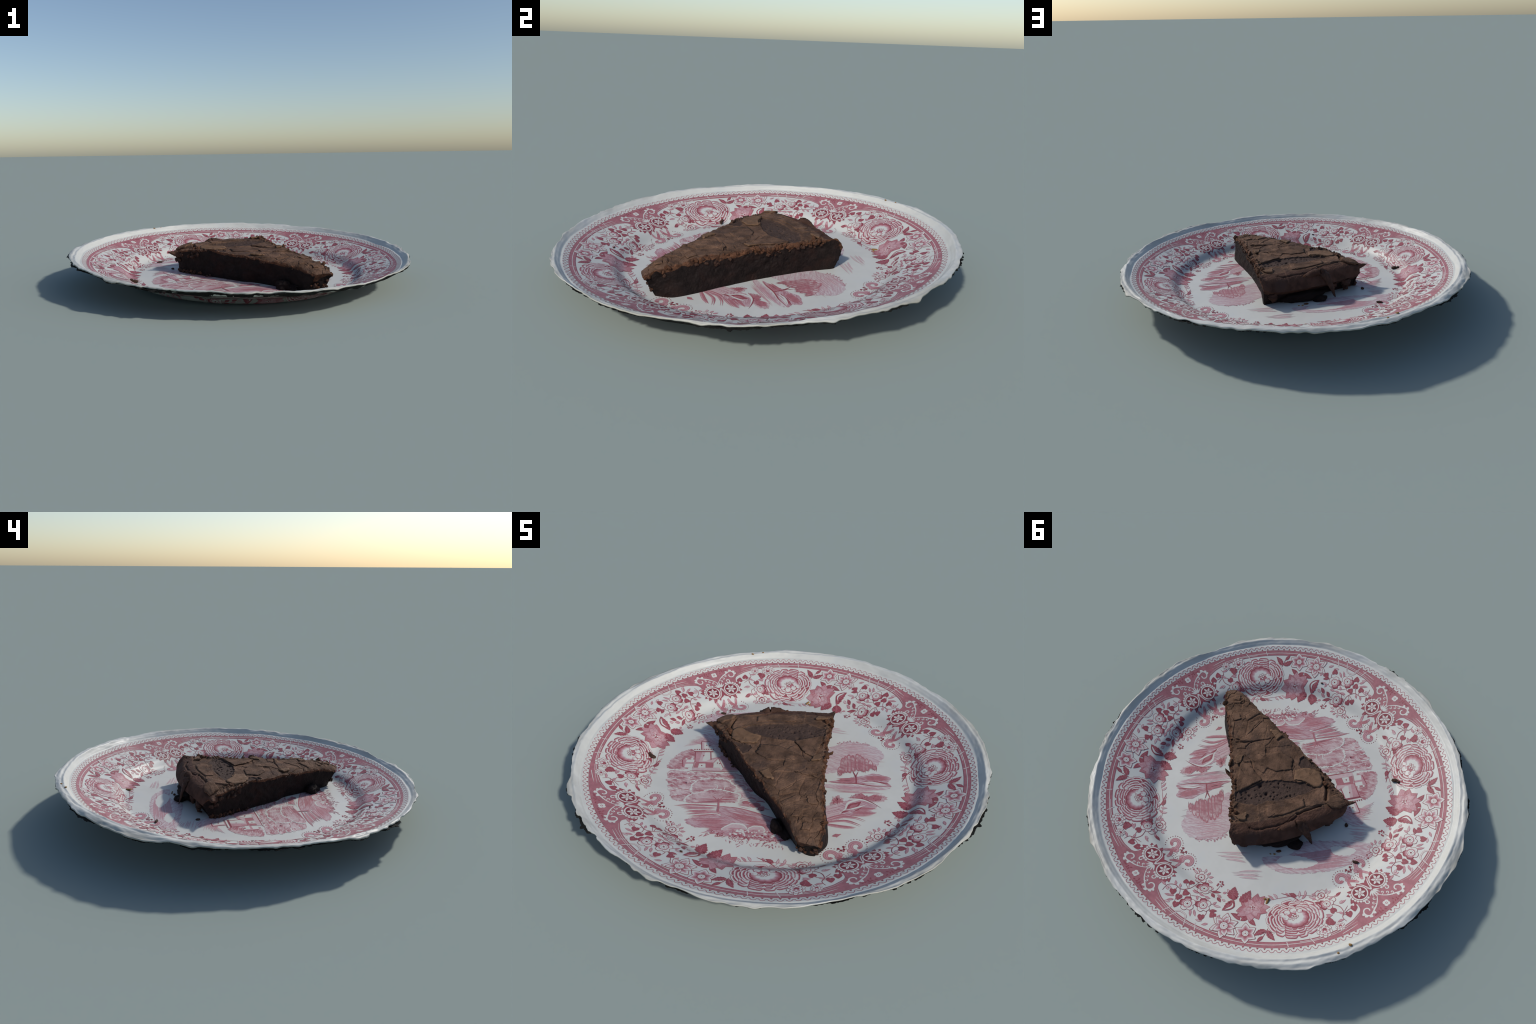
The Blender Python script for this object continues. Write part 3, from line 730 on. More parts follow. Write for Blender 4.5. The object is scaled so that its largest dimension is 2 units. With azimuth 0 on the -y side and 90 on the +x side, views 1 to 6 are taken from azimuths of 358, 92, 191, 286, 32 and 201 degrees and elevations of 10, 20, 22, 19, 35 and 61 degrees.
# ------------------------------------------------------------------ landscape in the well
LA = Frame((0, 0), ROSE0)           # x to the right-hand rose, y up the picture
def LP(p): return LA(p)
def tuft(sh, pts, ink, lay, rag=.006, seed=0, step=.006, centre=None):
    o = spline(pts, step, True); c = o.mean(0) if centre is None else np.asarray(centre)
    d_ = o - c; d_ /= np.linalg.norm(d_, axis=1)[:, None] + 1e-9
    j = hash3(np.arange(len(o)), np.full(len(o), seed), np.zeros(len(o), int), 9)
    o = o + d_ * (rag * (j - .3))[:, None]
    sh.blob(LP(o), ink, lay, LP([c])[0])
def hatch(sh, a0, a1, b0, b1, n_, w_, ink, lay, seed=0, jit=.25):
    r_ = np.random.default_rng(seed)
    a0, a1, b0, b1 = map(np.asarray, (a0, a1, b0, b1))
    for i in range(n_):
        k = (i + .5 + jit * r_.normal()) / n_
        p = a0 + (a1 - a0) * k; q_ = b0 + (b1 - b0) * k
        u0, u1 = sorted(r_.uniform(0, .22, 1).tolist() + r_.uniform(.72, 1.05, 1).tolist())
        d_ = q_ - p
        mid = p + d_ * .5 + np.array([0, 1]) * r_.normal() * .003
        sh.stroke(LP([p + d_ * u0, mid, p + d_ * u1]), w_ * r_.uniform(.6, 1.3), ink, lay + .03 * (i % 4), (0, 0))
def crown(sh, pts, h, ink_top, lay, seed, n_=None, depth=.5):
    """scalloped foliage: light tops, dark undersides"""
    o = spline(pts, .004); L_ = np.linalg.norm(np.diff(o, axis=0), axis=1).sum()
    n_ = n_ or max(3, int(L_ / (h * .9)))
    r_ = np.random.default_rng(seed)
    for i in range(n_):
        q_ = o[int((i + .5) / n_ * (len(o) - 1))] + r_.normal(0, h * .10, 2)
        w_ = h * r_.uniform(.7, 1.7); hh_ = h * r_.uniform(.7, 1.15)
        sh.blob(LP(circle(14, w_ * .62, hh_ * .48, q_) + r_.normal(0, h * .045, (14, 2))), 1 if i % 3 else 0, lay + .03 * i)
        sh.blob(LP(circle(14, w_ * .56, hh_ * .42, q_ - [0, h * .12]) + r_.normal(0, h * .05, (14, 2))), 8 if ink_top == 2 else ink_top, lay + .03 * i + .015)
    for i in range(n_):
        q_ = o[int((i + .5) / n_ * (len(o) - 1))]
        x_ = r_.uniform(-.4, .4) * h
        sh.stroke(LP([q_ + [x_ - h * .5, -h * .42], q_ + [x_, -h * .30], q_ + [x_ + h * .5, -h * .46]]), h * .16, 3, lay + .03 * n_ + .2, (0, 0))

# castle on the left
s = Sheet("printed_castle")
tuft(s, [(-.556, -.02), (-.54, .06), (-.51, .105), (-.455, .135), (-.425, .05), (-.46, -.025)], 8, .6, .012, 1)
hatch(s, (-.556, -.03), (-.47, .13), (-.47, -.03), (-.43, .11), 26, .004, 3, 1.0, 3)
hatch(s, (-.53, .15), (-.47, .275), (-.41, .20), (-.31, .23), 20, .0045, 1, .5, 4); hatch(s, (-.50, .20), (-.44, .285), (-.36, .17), (-.29, .16), 18, .004, 2, .8, 5)
tuft(s, [(-.43, .275), (-.36, .275), (-.29, .19), (-.25, .11), (-.30, .09), (-.36, .16), (-.40, .22)], 7, .55, .008, 6)
poly = lambda pts, ink, lay: s.blob(LP(polyline(pts, .008)), ink, lay)
poly([(-.441, .118), (-.361, .122), (-.348, .05), (-.372, .028), (-.43, .03)], 2, 2); poly([(-.405, .118), (-.362, .121), (-.350, .056), (-.372, .034), (-.408, .034)], 1, 2.4); poly([(-.388, .116), (-.365, .118), (-.354, .06), (-.374, .042), (-.392, .044)], 0, 2.8)
poly([(-.424, .208), (-.384, .212), (-.373, .143), (-.412, .14)], 1, 2); poly([(-.408, .200), (-.386, .203), (-.377, .150), (-.400, .148)], 0, 2.4)
for a_, b_ in [((-.425, .211), (-.383, .214)), ((-.424, .208), (-.412, .141)), ((-.448, .122), (-.348, .129)), ((-.446, .116), (-.348, .122)), ((-.441, .118), (-.428, .032)), ((-.361, .122), (-.348, .05))]:
    s.stroke(LP([a_, b_]), .005, 4, 3.2)
poly([(-.447, .123), (-.350, .129), (-.352, .140), (-.447, .134)], 0, 3.0)
for i in range(9):
    k = i / 8; c_ = np.array([-.447, .137]) + k * np.array([.096, .008]); s.blob(LP(circle(6, .0042, .005, c_)), 4, 3.4)
poly([(-.494, .046), (-.428, .051), (-.428, -.017), (-.479, -.017)], 0, 3.0); poly([(-.494, .046), (-.472, .047), (-.472, -.017), (-.479, -.017)], 2, 3.3); poly([(-.49, .024), (-.43, .028), (-.43, .016), (-.488, .012)], 2, 3.4)
s.stroke(LP([(-.494, .046), (-.479, -.017)]), .0045, 4, 3.6); s.stroke(LP([(-.43, .05), (-.43, -.017)]), .004, 3, 3.6)
for i in range(5):
    s.blob(LP(circle(6, .006, .007, (-.49 + .0145 * i, .053 + .001 * i))), 0 if i % 2 else 3, 3.7)
poly([(-.424, .019), (-.372, .023), (-.366, -.012), (-.426, -.016)], 0, 3.2); poly([(-.424, .034), (-.380, .034), (-.372, .022), (-.424, .018)], 3, 3.4); poly([(-.426, .018), (-.404, .019), (-.404, -.014), (-.426, -.016)], 3, 3.4)
poly([(-.376, .030), (-.314, .070), (-.332, .030), (-.328, -.010), (-.366, -.012), (-.370, .015)], 3, 3.2); poly([(-.332, .029), (-.314, .070), (-.280, -.006), (-.326, -.009)], 0, 3.4); poly([(-.376, .034), (-.345, .055), (-.314, .070), (-.332, .030)], 1, 3.6)
poly([(-.36, .06), (-.30, .09), (-.25, .10), (-.24, .04), (-.27, .0), (-.30, .06)], 2, 2.2)
s.stroke(LP([(-.376, .032), (-.332, .030), (-.314, .071), (-.278, -.007)]), .004, 3, 4.0, smooth=False)
for c_ in [(-.392, .086), (-.312, .030), (-.300, .026), (-.388, .004), (-.392, .178), (-.375, .176)]:
    s.blob(LP(circle(6, .0042, .005, c_)), 4, 4)
poly([(-.433, -.017), (-.297, -.008), (-.281, -.032), (-.429, -.040)], 1, 3.0)
s.stroke(LP([(-.44, -.043), (-.30, -.036), (-.20, -.031)]), .006, 4, 3.4, (.4, .3)); poly([(-.285, -.03), (-.22, -.025), (-.16, -.02), (-.17, .07), (-.22, .09), (-.26, .04)], 2, 1.6)
s.build(plate)

s = Sheet("printed_trees")
tuft(s, [(-.545, -.06), (-.50, -.045), (-.43, -.05), (-.30, -.05), (-.21, -.045), (-.16, -.10), (-.15, -.2), (-.20, -.26), (-.32, -.27), (-.43, -.27), (-.485, -.25), (-.515, -.17)], 8, .6, .010, 11, centre=(-.33, -.15))
for pts, h_, sd in [([(-.535, -.075), (-.47, -.058), (-.42, -.068)], .030, 1), ([(-.525, -.12), (-.46, -.09), (-.39, -.10)], .034, 2), ([(-.515, -.155), (-.45, -.13), (-.40, -.135)], .032, 3), ([(-.495, -.195), (-.45, -.172), (-.40, -.18)], .032, 4), ([(-.475, -.235), (-.43, -.21)], .030, 5),
                    ([(-.39, -.075), (-.30, -.065), (-.21, -.06)], .030, 6), ([(-.20, -.09), (-.15, -.13), (-.12, -.17)], .040, 10)]:
    crown(s, pts, h_, 2, 2 + .3 * sd, sd)
# the broad tree with two layers of leaves
for k, (outline, cc) in enumerate([([(-.411, -.165), (-.395, -.117), (-.355, -.10), (-.306, -.091), (-.246, -.096), (-.217, -.123), (-.185, -.16), (-.215, -.205), (-.348, -.20), (-.395, -.207)], (-.30, -.15)),
                          ([(-.424, -.262), (-.405, -.221), (-.366, -.203), (-.325, -.181), (-.268, -.174), (-.203, -.191), (-.167, -.203), (-.176, -.262), (-.234, -.243), (-.30, -.238), (-.326, -.272), (-.389, -.283)], (-.30, -.215))]):
    lay = 6 + 2 * k
    tuft(s, outline, 0, lay, .010, 20 + k, .006, cc)
    tuft(s, [(np.array(q_) - cc) * .93 + cc - [0, .004] for q_ in outline], 8, lay + .4, .010, 30 + k, .006, cc)
    o = np.asarray(outline)
    hatch(s, o[0] + [.02, .0], o[-1] + [.03, .02], o[6] - [.02, .0], o[7] + [0, .02], 9, .006, 3, lay + .8, 40 + k)
    hatch(s, o[1], o[-1], o[5], o[7], 14, .004, 1, lay + 1.0, 50 + k)
    hatch(s, o[0] + [.02, -.02], o[-1] + [.02, .005], o[6] - [.03, .03], o[7] - [.01, -.005], 8, .006, 3, lay + 1.2, 60 + k)
for pts, w_ in [([(-.254, -.335), (-.258, -.289), (-.267, -.238)], .009), ([(-.263, -.262), (-.285, -.235), (-.297, -.224)], .005), ([(-.262, -.255), (-.250, -.237), (-.243, -.226)], .005)]:
    s.stroke(LP(pts), w_, 3, 10, (1, .4))
for pts in ([(-.285, -.178), (-.283, -.150), (-.30, -.138)], [(-.248, -.176), (-.246, -.150)]):
    s.stroke(LP(pts), .004, 0, 11, (.8, .2))
hatch(s, (-.18, -.20), (-.17, -.29), (-.06, -.20), (-.09, -.31), 12, .005, 2, 2, 70)
crown(s, [(-.17, -.19), (-.12, -.21), (-.07, -.24)], .045, 2, 3, 71); crown(s, [(-.14, -.25), (-.09, -.27), (-.04, -.30)], .036, 3, 4, 72)
s.build(plate)

s = Sheet("printed_meadow")
s.stroke(LP([(-.466, -.303), (-.40, -.294), (-.33, -.292), (-.262, -.292)]), .010, 3, 1.5, (0, .6))
hatch(s, (-.455, -.30), (-.38, -.39), (-.265, -.295), (-.21, -.355), 15, .006, 2, 1.2, 80); hatch(s, (-.44, -.31), (-.39, -.385), (-.27, -.305), (-.24, -.35), 10, .004, 3, 1.6, 81)
tuft(s, [(-.257, -.295), (-.169, -.30), (-.087, -.323), (.0, -.351), (.05, -.38), (-.024, -.414), (-.159, -.375), (-.25, -.343)], 9, 1.0, .004, 82)
s.stroke(LP([(-.255, -.294), (-.169, -.30), (-.087, -.323), (.03, -.365)]), .007, 3, 1.6, (.3, 0)); s.stroke(LP([(-.20, -.286), (-.12, -.300), (-.03, -.325)]), .020, 0, 1.5, (0, 0)); s.stroke(LP([(-.17, -.270), (-.10, -.278), (-.02, -.300)]), .012, 2, 1.4, (.2, .2))
hatch(s, (-.245, -.31), (-.22, -.36), (-.05, -.35), (-.03, -.41), 9, .004, 3, 1.8, 83)
tuft(s, [(-.39, -.395), (-.30, -.362), (-.20, -.355), (-.10, -.375), (.0, -.40), (.06, -.44), (.05, -.495), (-.07, -.492), (-.145, -.487), (-.222, -.476), (-.285, -.462), (-.27, -.435), (-.34, -.438)], 9, .6, .014, 84, centre=(-.13, -.425))
hatch(s, (-.40, -.395), (-.29, -.465), (-.16, -.36), (-.14, -.44), 18, .006, 2, 1.2, 85); hatch(s, (-.385, -.39), (-.28, -.46), (-.20, -.37), (-.17, -.44), 16, .0045, 3, 1.5, 86)
hatch(s, (-.16, -.37), (-.12, -.41), (.03, -.405), (.05, -.47), 14, .008, 2, 1.6, 87); hatch(s, (-.14, -.39), (-.12, -.42), (.0, -.405), (.02, -.47), 10, .007, 3, 1.9, 88)
for k, (pts, cc) in enumerate([([(-.22, -.446), (-.193, -.411), (-.172, -.400), (-.133, -.403), (-.112, -.424), (-.118, -.450)], (-.165, -.43)), ([(-.115, -.450), (-.093, -.416), (-.067, -.409), (-.039, -.415), (-.027, -.444), (-.06, -.455)], (-.07, -.435))]):
    tuft(s, pts, 0, 2.6, .002, 90 + k, .006, cc); tuft(s, [(np.array(q_) - cc) * [.93, .82] + cc - [0, .003] for q_ in pts], 1, 3.0, .002, 92 + k, .006, cc)
    hatch(s, (cc[0] - .05, cc[1] - .0), (cc[0] - .04, cc[1] - .02), (cc[0] + .05, cc[1]), (cc[0] + .04, cc[1] - .02), 5, .005, 2, 3.4, 94 + k)
r_ = np.random.default_rng(7)
for i in range(150):
    u_ = r_.uniform(); x_ = -.29 + .36 * u_ + r_.normal(0, .012); y_ = -.462 - .03 * u_ + r_.normal(0, .010)
    l_ = r_.uniform(.012, .034); a_ = math.radians(r_.uniform(190, 290))
    s.stroke(LP([(x_, y_), (x_ + l_ * math.cos(a_), y_ + l_ * math.sin(a_) * .6)]), r_.uniform(.003, .006), int(r_.choice([2, 3, 3, 4])), 2 + .01 * i, (.8, 0))
for i in range(70):
    u_ = r_.uniform(); x_ = -.18 + .22 * u_; y_ = -.435 - .04 * r_.uniform() - .01 * u_
    s.blob(LP(circle(7, r_.uniform(.003, .008), r_.uniform(.003, .006), (x_, y_))), int(r_.choice([0, 0, 4, 3])), 4 + .01 * i)
for i in range(60):
    u_ = r_.uniform(); x_ = -.19 + .25 * u_; y_ = -.515 - .022 * u_ + r_.normal(0, .010)
    s.stroke(LP([(x_, y_), (x_ + r_.normal(0, .006), y_ + r_.uniform(.006, .016))]), .004, int(r_.choice([2, 2, 3])), 2, (.8, 0))
s.build(plate)["kind"] = "stuff"

s = Sheet("printed_lakeside")
tuft(s, [(.18, -.02), (.20, .13), (.24, .20), (.298, .235), (.331, .262), (.394, .256), (.458, .243), (.503, .208), (.525, .15), (.50, .10), (.47, .05), (.36, .03)], 7, .4, .010, 100, .006, (.36, .13))
hatch(s, (.22, .03), (.30, .24), (.53, .07), (.47, .25), 34, .005, 1, .9, 101); hatch(s, (.25, .10), (.30, .25), (.54, .10), (.44, .25), 18, .003, 2, 1.1, 102)
for i in range(46):
    u_ = i / 45; q_ = np.array([.29 + .17 * u_, .243 + .022 * math.sin(u_ * 3.1)]) + r_.normal(0, .005, 2); s.blob(LP(circle(6, r_.uniform(.002, .005), None, q_)), 2, 1.3)
# willow
tops = [(.302, .045), (.317, .118), (.332, .135), (.349, .150), (.368, .146), (.392, .160), (.405, .150), (.418, .134), (.437, .122), (.455, .110), (.473, .083)]
bots = [-.025, -.005, .0, .0, .012, .020, .020, .012, .022, .045, .030]
for i, ((x_, y_), b_) in enumerate(zip(tops, bots)):
    w_ = .021
    o = spline([(x_ - w_ * .5, b_ + .02), (x_ - w_ * .6, (y_ + b_) / 2), (x_ - w_ * .45, y_ - .012), (x_, y_ + .004), (x_ + w_ * .45, y_ - .012), (x_ + w_ * .6, (y_ + b_) / 2), (x_ + w_ * .4, b_ + .01), (x_, b_)], .005, True)
    s.blob(LP(o), 3, 2.0 + .2 * i); s.blob(LP((o - o.mean(0)) * [.66, .86] + o.mean(0)), 8, 2.3 + .2 * i)
    for k in range(5):
        xx = x_ + (k - 2) * w_ * .24
        s.stroke(LP([(xx, y_ - .02 - .01 * abs(k - 2)), (xx + .002, (y_ + b_) / 2), (xx - .001, b_ - .012 * r_.uniform())]), .0026, 3, 4.6 + .05 * k, (.2, 0))
s.stroke(LP([(.380, -.078), (.379, -.03), (.366, .012)]), .007, 4, 6, (1, .4)); s.stroke(LP([(.378, -.03), (.392, .012)]), .004, 4, 6, (1, .4))
# banks and water
tuft(s, [(.245, -.075), (.29, -.062), (.334, -.044), (.379, -.026), (.42, -.016), (.462, .004), (.50, -.004), (.546, -.024), (.53, -.06), (.545, -.091), (.461, -.092), (.377, -.080), (.30, -.085)], 9, .8, .006, 110, .006, (.40, -.055))
hatch(s, (.28, -.05), (.27, -.085), (.40, -.03), (.40, -.08), 14, .006, 3, 2.4, 111); hatch(s, (.40, -.02), (.42, -.05), (.54, -.01), (.535, -.045), 14, .006, 3, 2.4, 112); hatch(s, (.40, -.055), (.41, -.07), (.535, -.05), (.54, -.075), 5, .007, 4, 2.6, 113)
s.stroke(LP([(.405, -.070), (.45, -.064), (.50, -.072), (.525, -.078)]), .010, 0, 3.0, (0, 0)); s.stroke(LP([(.415, -.082), (.46, -.076), (.53, -.084)]), .007, 0, 3.0, (0, 0))
s.stroke(LP([(.255, -.080), (.377, -.080), (.461, -.092), (.546, -.091)]), .006, 4, 3.4, (0, 0))
tuft(s, [(.21, -.098), (.30, -.092), (.377, -.088), (.46, -.098), (.539, -.100), (.50, -.118), (.376, -.130), (.245, -.122)], 7, 1.0, .004, 114); hatch(s, (.22, -.095), (.24, -.155), (.53, -.10), (.50, -.15), 13, .0035, 2, 1.4, 115)
# bushes, rocks and slope
for o, cc, sd in [([(.345, -.188), (.375, -.161), (.39, -.138), (.411, -.158), (.432, -.173), (.472, -.149), (.515, -.168), (.503, -.199), (.451, -.207), (.403, -.191)], (.43, -.18), 120), ([(.262, -.240), (.268, -.197), (.285, -.185), (.303, -.187), (.319, -.222), (.29, -.235)], (.288, -.215), 121)]:
    tuft(s, o, 8, 1.6, .014, sd, .004, cc); tuft(s, [(np.array(q_) - cc) * .72 + cc for q_ in o], 3, 2.0, .016, sd + 5, .004, cc)
    for i in range(36):
        a_ = r_.uniform(0, 2 * math.pi); q_ = np.array(cc) + np.array([math.cos(a_), math.sin(a_)]) * r_.uniform(.1, 1) * ((.08, .03) if sd == 120 else (.026, .026))
        s.stroke(LP([q_, q_ + [r_.normal(0, .004), r_.uniform(.004, .014)]]), .0035, int(r_.choice([3, 4])), 2.6, (1, 0))
tuft(s, [(.21, -.27), (.25, -.253), (.317, -.215), (.37, -.197), (.41, -.20), (.47, -.235), (.44, -.27), (.465, -.283), (.40, -.30), (.36, -.31), (.30, -.335), (.24, -.36), (.20, -.35)], 9, 1.0, .006, 130, .006, (.33, -.27))
hatch(s, (.215, -.26), (.22, -.36), (.31, -.22), (.33, -.31), 14, .006, 1, 1.6, 131); hatch(s, (.35, -.25), (.33, -.31), (.47, -.25), (.46, -.29), 9, .006, 3, 1.7, 132)
tuft(s, [(.330, -.264), (.341, -.235), (.373, -.220), (.398, -.212), (.378, -.248)], 4, 2.4, .002, 133); tuft(s, [(.345, -.258), (.352, -.240), (.373, -.232), (.385, -.225), (.372, -.248)], 3, 2.8, .002, 134)
s.stroke(LP([(.297, -.30), (.323, -.270), (.338, -.226), (.374, -.203), (.402, -.196), (.444, -.217), (.470, -.234)]), .011, 0, 3, (.2, 0)); s.stroke(LP([(.33, -.272), (.36, -.262), (.395, -.245), (.42, -.232)]), .009, 0, 3, (0, 0)); s.stroke(LP([(.345, -.186), (.402, -.190), (.444, -.210), (.490, -.249)]), .005, 4, 3.4, (0, 0)); s.stroke(LP([(.360, -.285), (.385, -.265), (.400, -.250)]), .005, 4, 3.4, (0, 0)); s.stroke(LP([(.305, -.300), (.32, -.285), (.345, -.278)]), .010, 4, 3.2, (0, 0))
for pts, w_ in [([(.24, -.352), (.309, -.321), (.371, -.321), (.416, -.340)], .007), ([(.24, -.36), (.326, -.344), (.395, -.371)], .008), ([(.24, -.372), (.312, -.383), (.371, -.385)], .012), ([(.371, -.29), (.406, -.292), (.467, -.281)], .008), ([(.35, -.305), (.40, -.303), (.45, -.296)], .005), ([(.23, -.345), (.30, -.31), (.36, -.307)], .007)]:
    s.stroke(LP(pts), w_, 3, 2.4, (.4, 0)); s.stroke(LP(np.array(pts) - [.006, .007]), w_, 2, 2.2, (.4, 0))
tuft(s, [(.265, -.450), (.275, -.436), (.302, -.434), (.290, -.448)], 3, 1.5, .008, 140)
s.build(plate)

s = Sheet("printed_clouds")
tuft(s, [(.12, .40), (-.02, .40), (-.10, .345), (-.21, .35), (-.33, .37), (-.44, .40), (-.42, .47), (-.33, .49), (-.194, .513), (-.02, .505), (.08, .465)], 7, .3, .010, 150, .006, (-.16, .43))
hatch(s, (-.44, .39), (-.35, .50), (.08, .41), (.05, .49), 22, .007, 2, .7, 151)
tuft(s, [(.05, .425), (.0, .405), (-.06, .415), (-.12, .44), (-.155, .465), (-.10, .482), (-.02, .475), (.03, .455)], 0, 1.4, .006, 152, .006)
tuft(s, [(-.24, .39), (-.30, .395), (-.36, .42), (-.32, .445), (-.25, .43)], 0, 1.4, .006, 153, .006)
hatch(s, (.10, .47), (.14, .52), (.29, .45), (.26, .49), 8, .005, 1, .6, 154); hatch(s, (.16, .36), (.20, .42), (.36, .33), (.33, .38), 7, .006, 1, .6, 155)
hatch(s, (-.46, .30), (-.42, .40), (-.33, .28), (-.34, .36), 10, .006, 1, .6, 156)
s.build(plate)

# ------------------------------------------------------------------ cake slice
cake = bpy.data.objects.new("cake_slice", None)
bpy.context.scene.collection.objects.link(cake)
cake["label"] = "dark wedge of fudgy chocolate cake with cracked crust"
cake["category"] = "cake slice"

# stations from the tip to the outer crust: left xyz, right xyz, crown height, outward bow
ST = [((.372, -.478, .096), (.468, -.464, .100), .110, -.010), ((.300, -.420, .120), (.440, -.360, .130), .143, 0), ((.198, -.356, .138), (.380, -.262, .143), .154, 0),
      ((.090, -.287, .147), (.327, -.160, .148), .159, 0), ((-.022, -.219, .154), (.275, -.050, .153), .160, 0), ((-.135, -.146, .158), (.222, .072, .156), .158, 0),
      ((-.228, -.092, .160), (.182, .160, .157), .156, .002), ((-.300, -.046, .150), (.155, .235, .157), .158, .006), ((-.358, -.006, .138), (.135, .290, .156), .162, .012),
      ((-.395, .026, .124), (.116, .348, .158), .159, .028), ((-.410, .054, .106), (.099, .398, .150), .142, .042), ((-.394, .085, .068), (.074, .428, .100), .084, .050)]
BASE_L = [(.345, -.420), (.270, -.372), (.180, -.312), (.085, -.245), (-.028, -.198), (-.136, -.128), (-.230, -.076), (-.294, -.034), (-.343, -.002), (-.366, .020), (-.372, .036), (-.368, .048)]
BASE_R = [(.430, -.425), (.445, -.340), (.396, -.240), (.338, -.150), (.280, -.056), (.215, .060), (.166, .164), (.136, .235), (.118, .290), (.104, .335), (.095, .368), (.084, .388)]
NU, NV, NW = 600, 250, 50
su = np.linspace(0, len(ST) - 1, NU); kk = np.arange(len(ST))
def st_interp(vals):
    vals = np.asarray(vals, float)
    if vals.ndim == 1: vals = vals[:, None]
    i = np.clip(su.astype(int), 0, len(ST) - 2); t_ = (su - i)[:, None]
    g = lambda j: vals[np.clip(j, 0, len(ST) - 1)]
    a_, b_, c_, d_ = g(i - 1), g(i), g(i + 1), g(i + 2)
    return .5 * (2 * b_ + (c_ - a_) * t_ + (2 * a_ - 5 * b_ + 4 * c_ - d_) * t_ ** 2 + (3 * b_ - a_ - 3 * c_ + d_) * t_ ** 3)
Lc = st_interp([q[0] for q in ST]); Rc = st_interp([q[1] for q in ST]); Cr = st_interp([q[2] for q in ST])[:, 0]; Bw = st_interp([q[3] for q in ST])[:, 0]
bL = st_interp(BASE_L); bR = st_interp(BASE_R)
vv = np.linspace(0, 1, NV)
top = Lc[:, None, :] * (1 - vv)[None, :, None] + Rc[:, None, :] * vv[None, :, None]
e = np.abs(2 * vv - 1)
prof = (1 - e ** 5)
top[:, :, 2] += (Cr[:, None] - top[:, :, 2]) * prof[None]
OUT = np.array([-.56, .83])
arch = (1 - (2 * vv - 1) ** 2)
top[:, :, 0] += Bw[:, None] * arch[None] * OUT[0]; top[:, :, 1] += Bw[:, None] * arch[None] * OUT[1]

# ragged outline of the crust (edge waver)
P2 = top[:, :, :2].reshape(-1, 2).copy()
edge = np.minimum(vv, 1 - vv)
edge_w = np.exp(-(edge / .05) ** 2)
p3 = np.concatenate([P2, np.zeros((len(P2), 1))], 1)
wav = (.0070 * vnoise(p3 * 30, 41) + .0022 * vnoise(p3 * 90, 42)).reshape(NU, NV) * edge_w[None]
side = (Rc - Lc)[:, :2]; side /= np.linalg.norm(side, axis=1)[:, None]
sgn = np.where(vv > .5, 1., -1.)
top[:, :, :2] += side[:, None, :] * (wav * sgn[None])[:, :, None]

# crust relief: peeled patches, plates of crust, cracks, pits
PATCH = [(.158, .172), (.099, .124), (.050, .071), (-.009, .040), (-.103, .018), (-.162, .005), (-.235, .017), (-.189, .068), (-.126, .118), (-.076, .153), (-.010, .179), (.026, .216), (.074, .222), (.140, .226)]
BARE2 = [(-.093, -.123), (-.108, -.147), (-.134, -.139), (-.178, -.114), (-.200, -.098), (-.176, -.087), (-.116, -.074), (-.099, -.087)]
CRACKS = [([(.268, -.117), (.225, -.127), (.167, -.151), (.152, -.164), (.097, -.197)], .0045, .012), ([(.424, -.332), (.389, -.365), (.356, -.363), (.325, -.383), (.339, -.417)], .0040, .008),
          ([(.192, -.288), (.211, -.249), (.213, -.200)], .0025, .006), ([(.188, -.050), (.156, -.038), (.127, .005), (.100, .041), (.053, .062)], .004, .010),
          ([(.245, -.077), (.198, -.093), (.209, -.105), (.188, -.136)], .004, .010), ([(-.084, -.075), (-.082, -.044), (-.104, .001)], .003, .006), ([(-.283, .110), (-.253, .131), (-.215, .162), (-.188, .192)], .006, .016),
          ([(-.248, -.049), (-.289, .010), (-.299, .063)], .009, .028), ([(-.192, .204), (-.159, .249), (-.100, .290), (-.020, .338), (.017, .337)], .0065, .014), ([(.09, .325), (.05, .318), (.017, .337)], .004, .009)]
H = np.zeros(NU * NV)
P2 = top[:, :, :2].reshape(-1, 2)
p3 = np.concatenate([P2, np.zeros((len(P2), 1))], 1)
jit = .004 * np.stack([vnoise(p3 * 45, 51), vnoise(p3 * 45 + 9, 52)], -1) + .0025 * np.stack([vnoise(p3 * 130, 53), vnoise(p3 * 130 + 9, 54)], -1)
sp1 = signed_poly(P2 + jit, PATCH); sp2 = signed_poly(P2 + jit, BARE2)
spd = np.maximum(sp1, sp2)
bare = spd > 0
H += .0035 * fbm(p3 * 9, 3, 61) + .0020 * fbm(p3 * 40, 3, 62) + .0012 * fbm(p3 * 120, 2, 63)
H += np.where(bare, -.0055 * np.clip(spd / .004, 0, 1) - .0005 * np.clip(spd / .05, 0, 1), .0030 * np.exp(-(spd / .012) ** 2))
# plates of crust: broken steps between noise-bordered cells
cell_n = 46
cx = rng.uniform(-.42, .48, cell_n); cy = rng.uniform(-.5, .42, cell_n)
k_ = rng.uniform(size=34); cx = np.concatenate([cx, .44 - .24 * k_ + rng.normal(0, .05, 34)]); cy = np.concatenate([cy, -.45 + .22 * k_ + rng.normal(0, .05, 34)]); cell_n += 34
q2 = P2 + .004 * np.stack([vnoise(p3 * 45, 51), vnoise(p3 * 45 + 9, 52)], -1)
d_all = np.hypot(q2[:, :1] - cx[None], q2[:, 1:] - cy[None])
order = np.argsort(d_all, 1)[:, :2]
d1 = np.take_along_axis(d_all, order, 1)
gap = d1[:, 1] - d1[:, 0]
lift = rng.uniform(-.0032, .0038, cell_n)[order[:, 0]]
tip_w = np.clip((P2[:, 0] - .0) / .25, 0, 1)
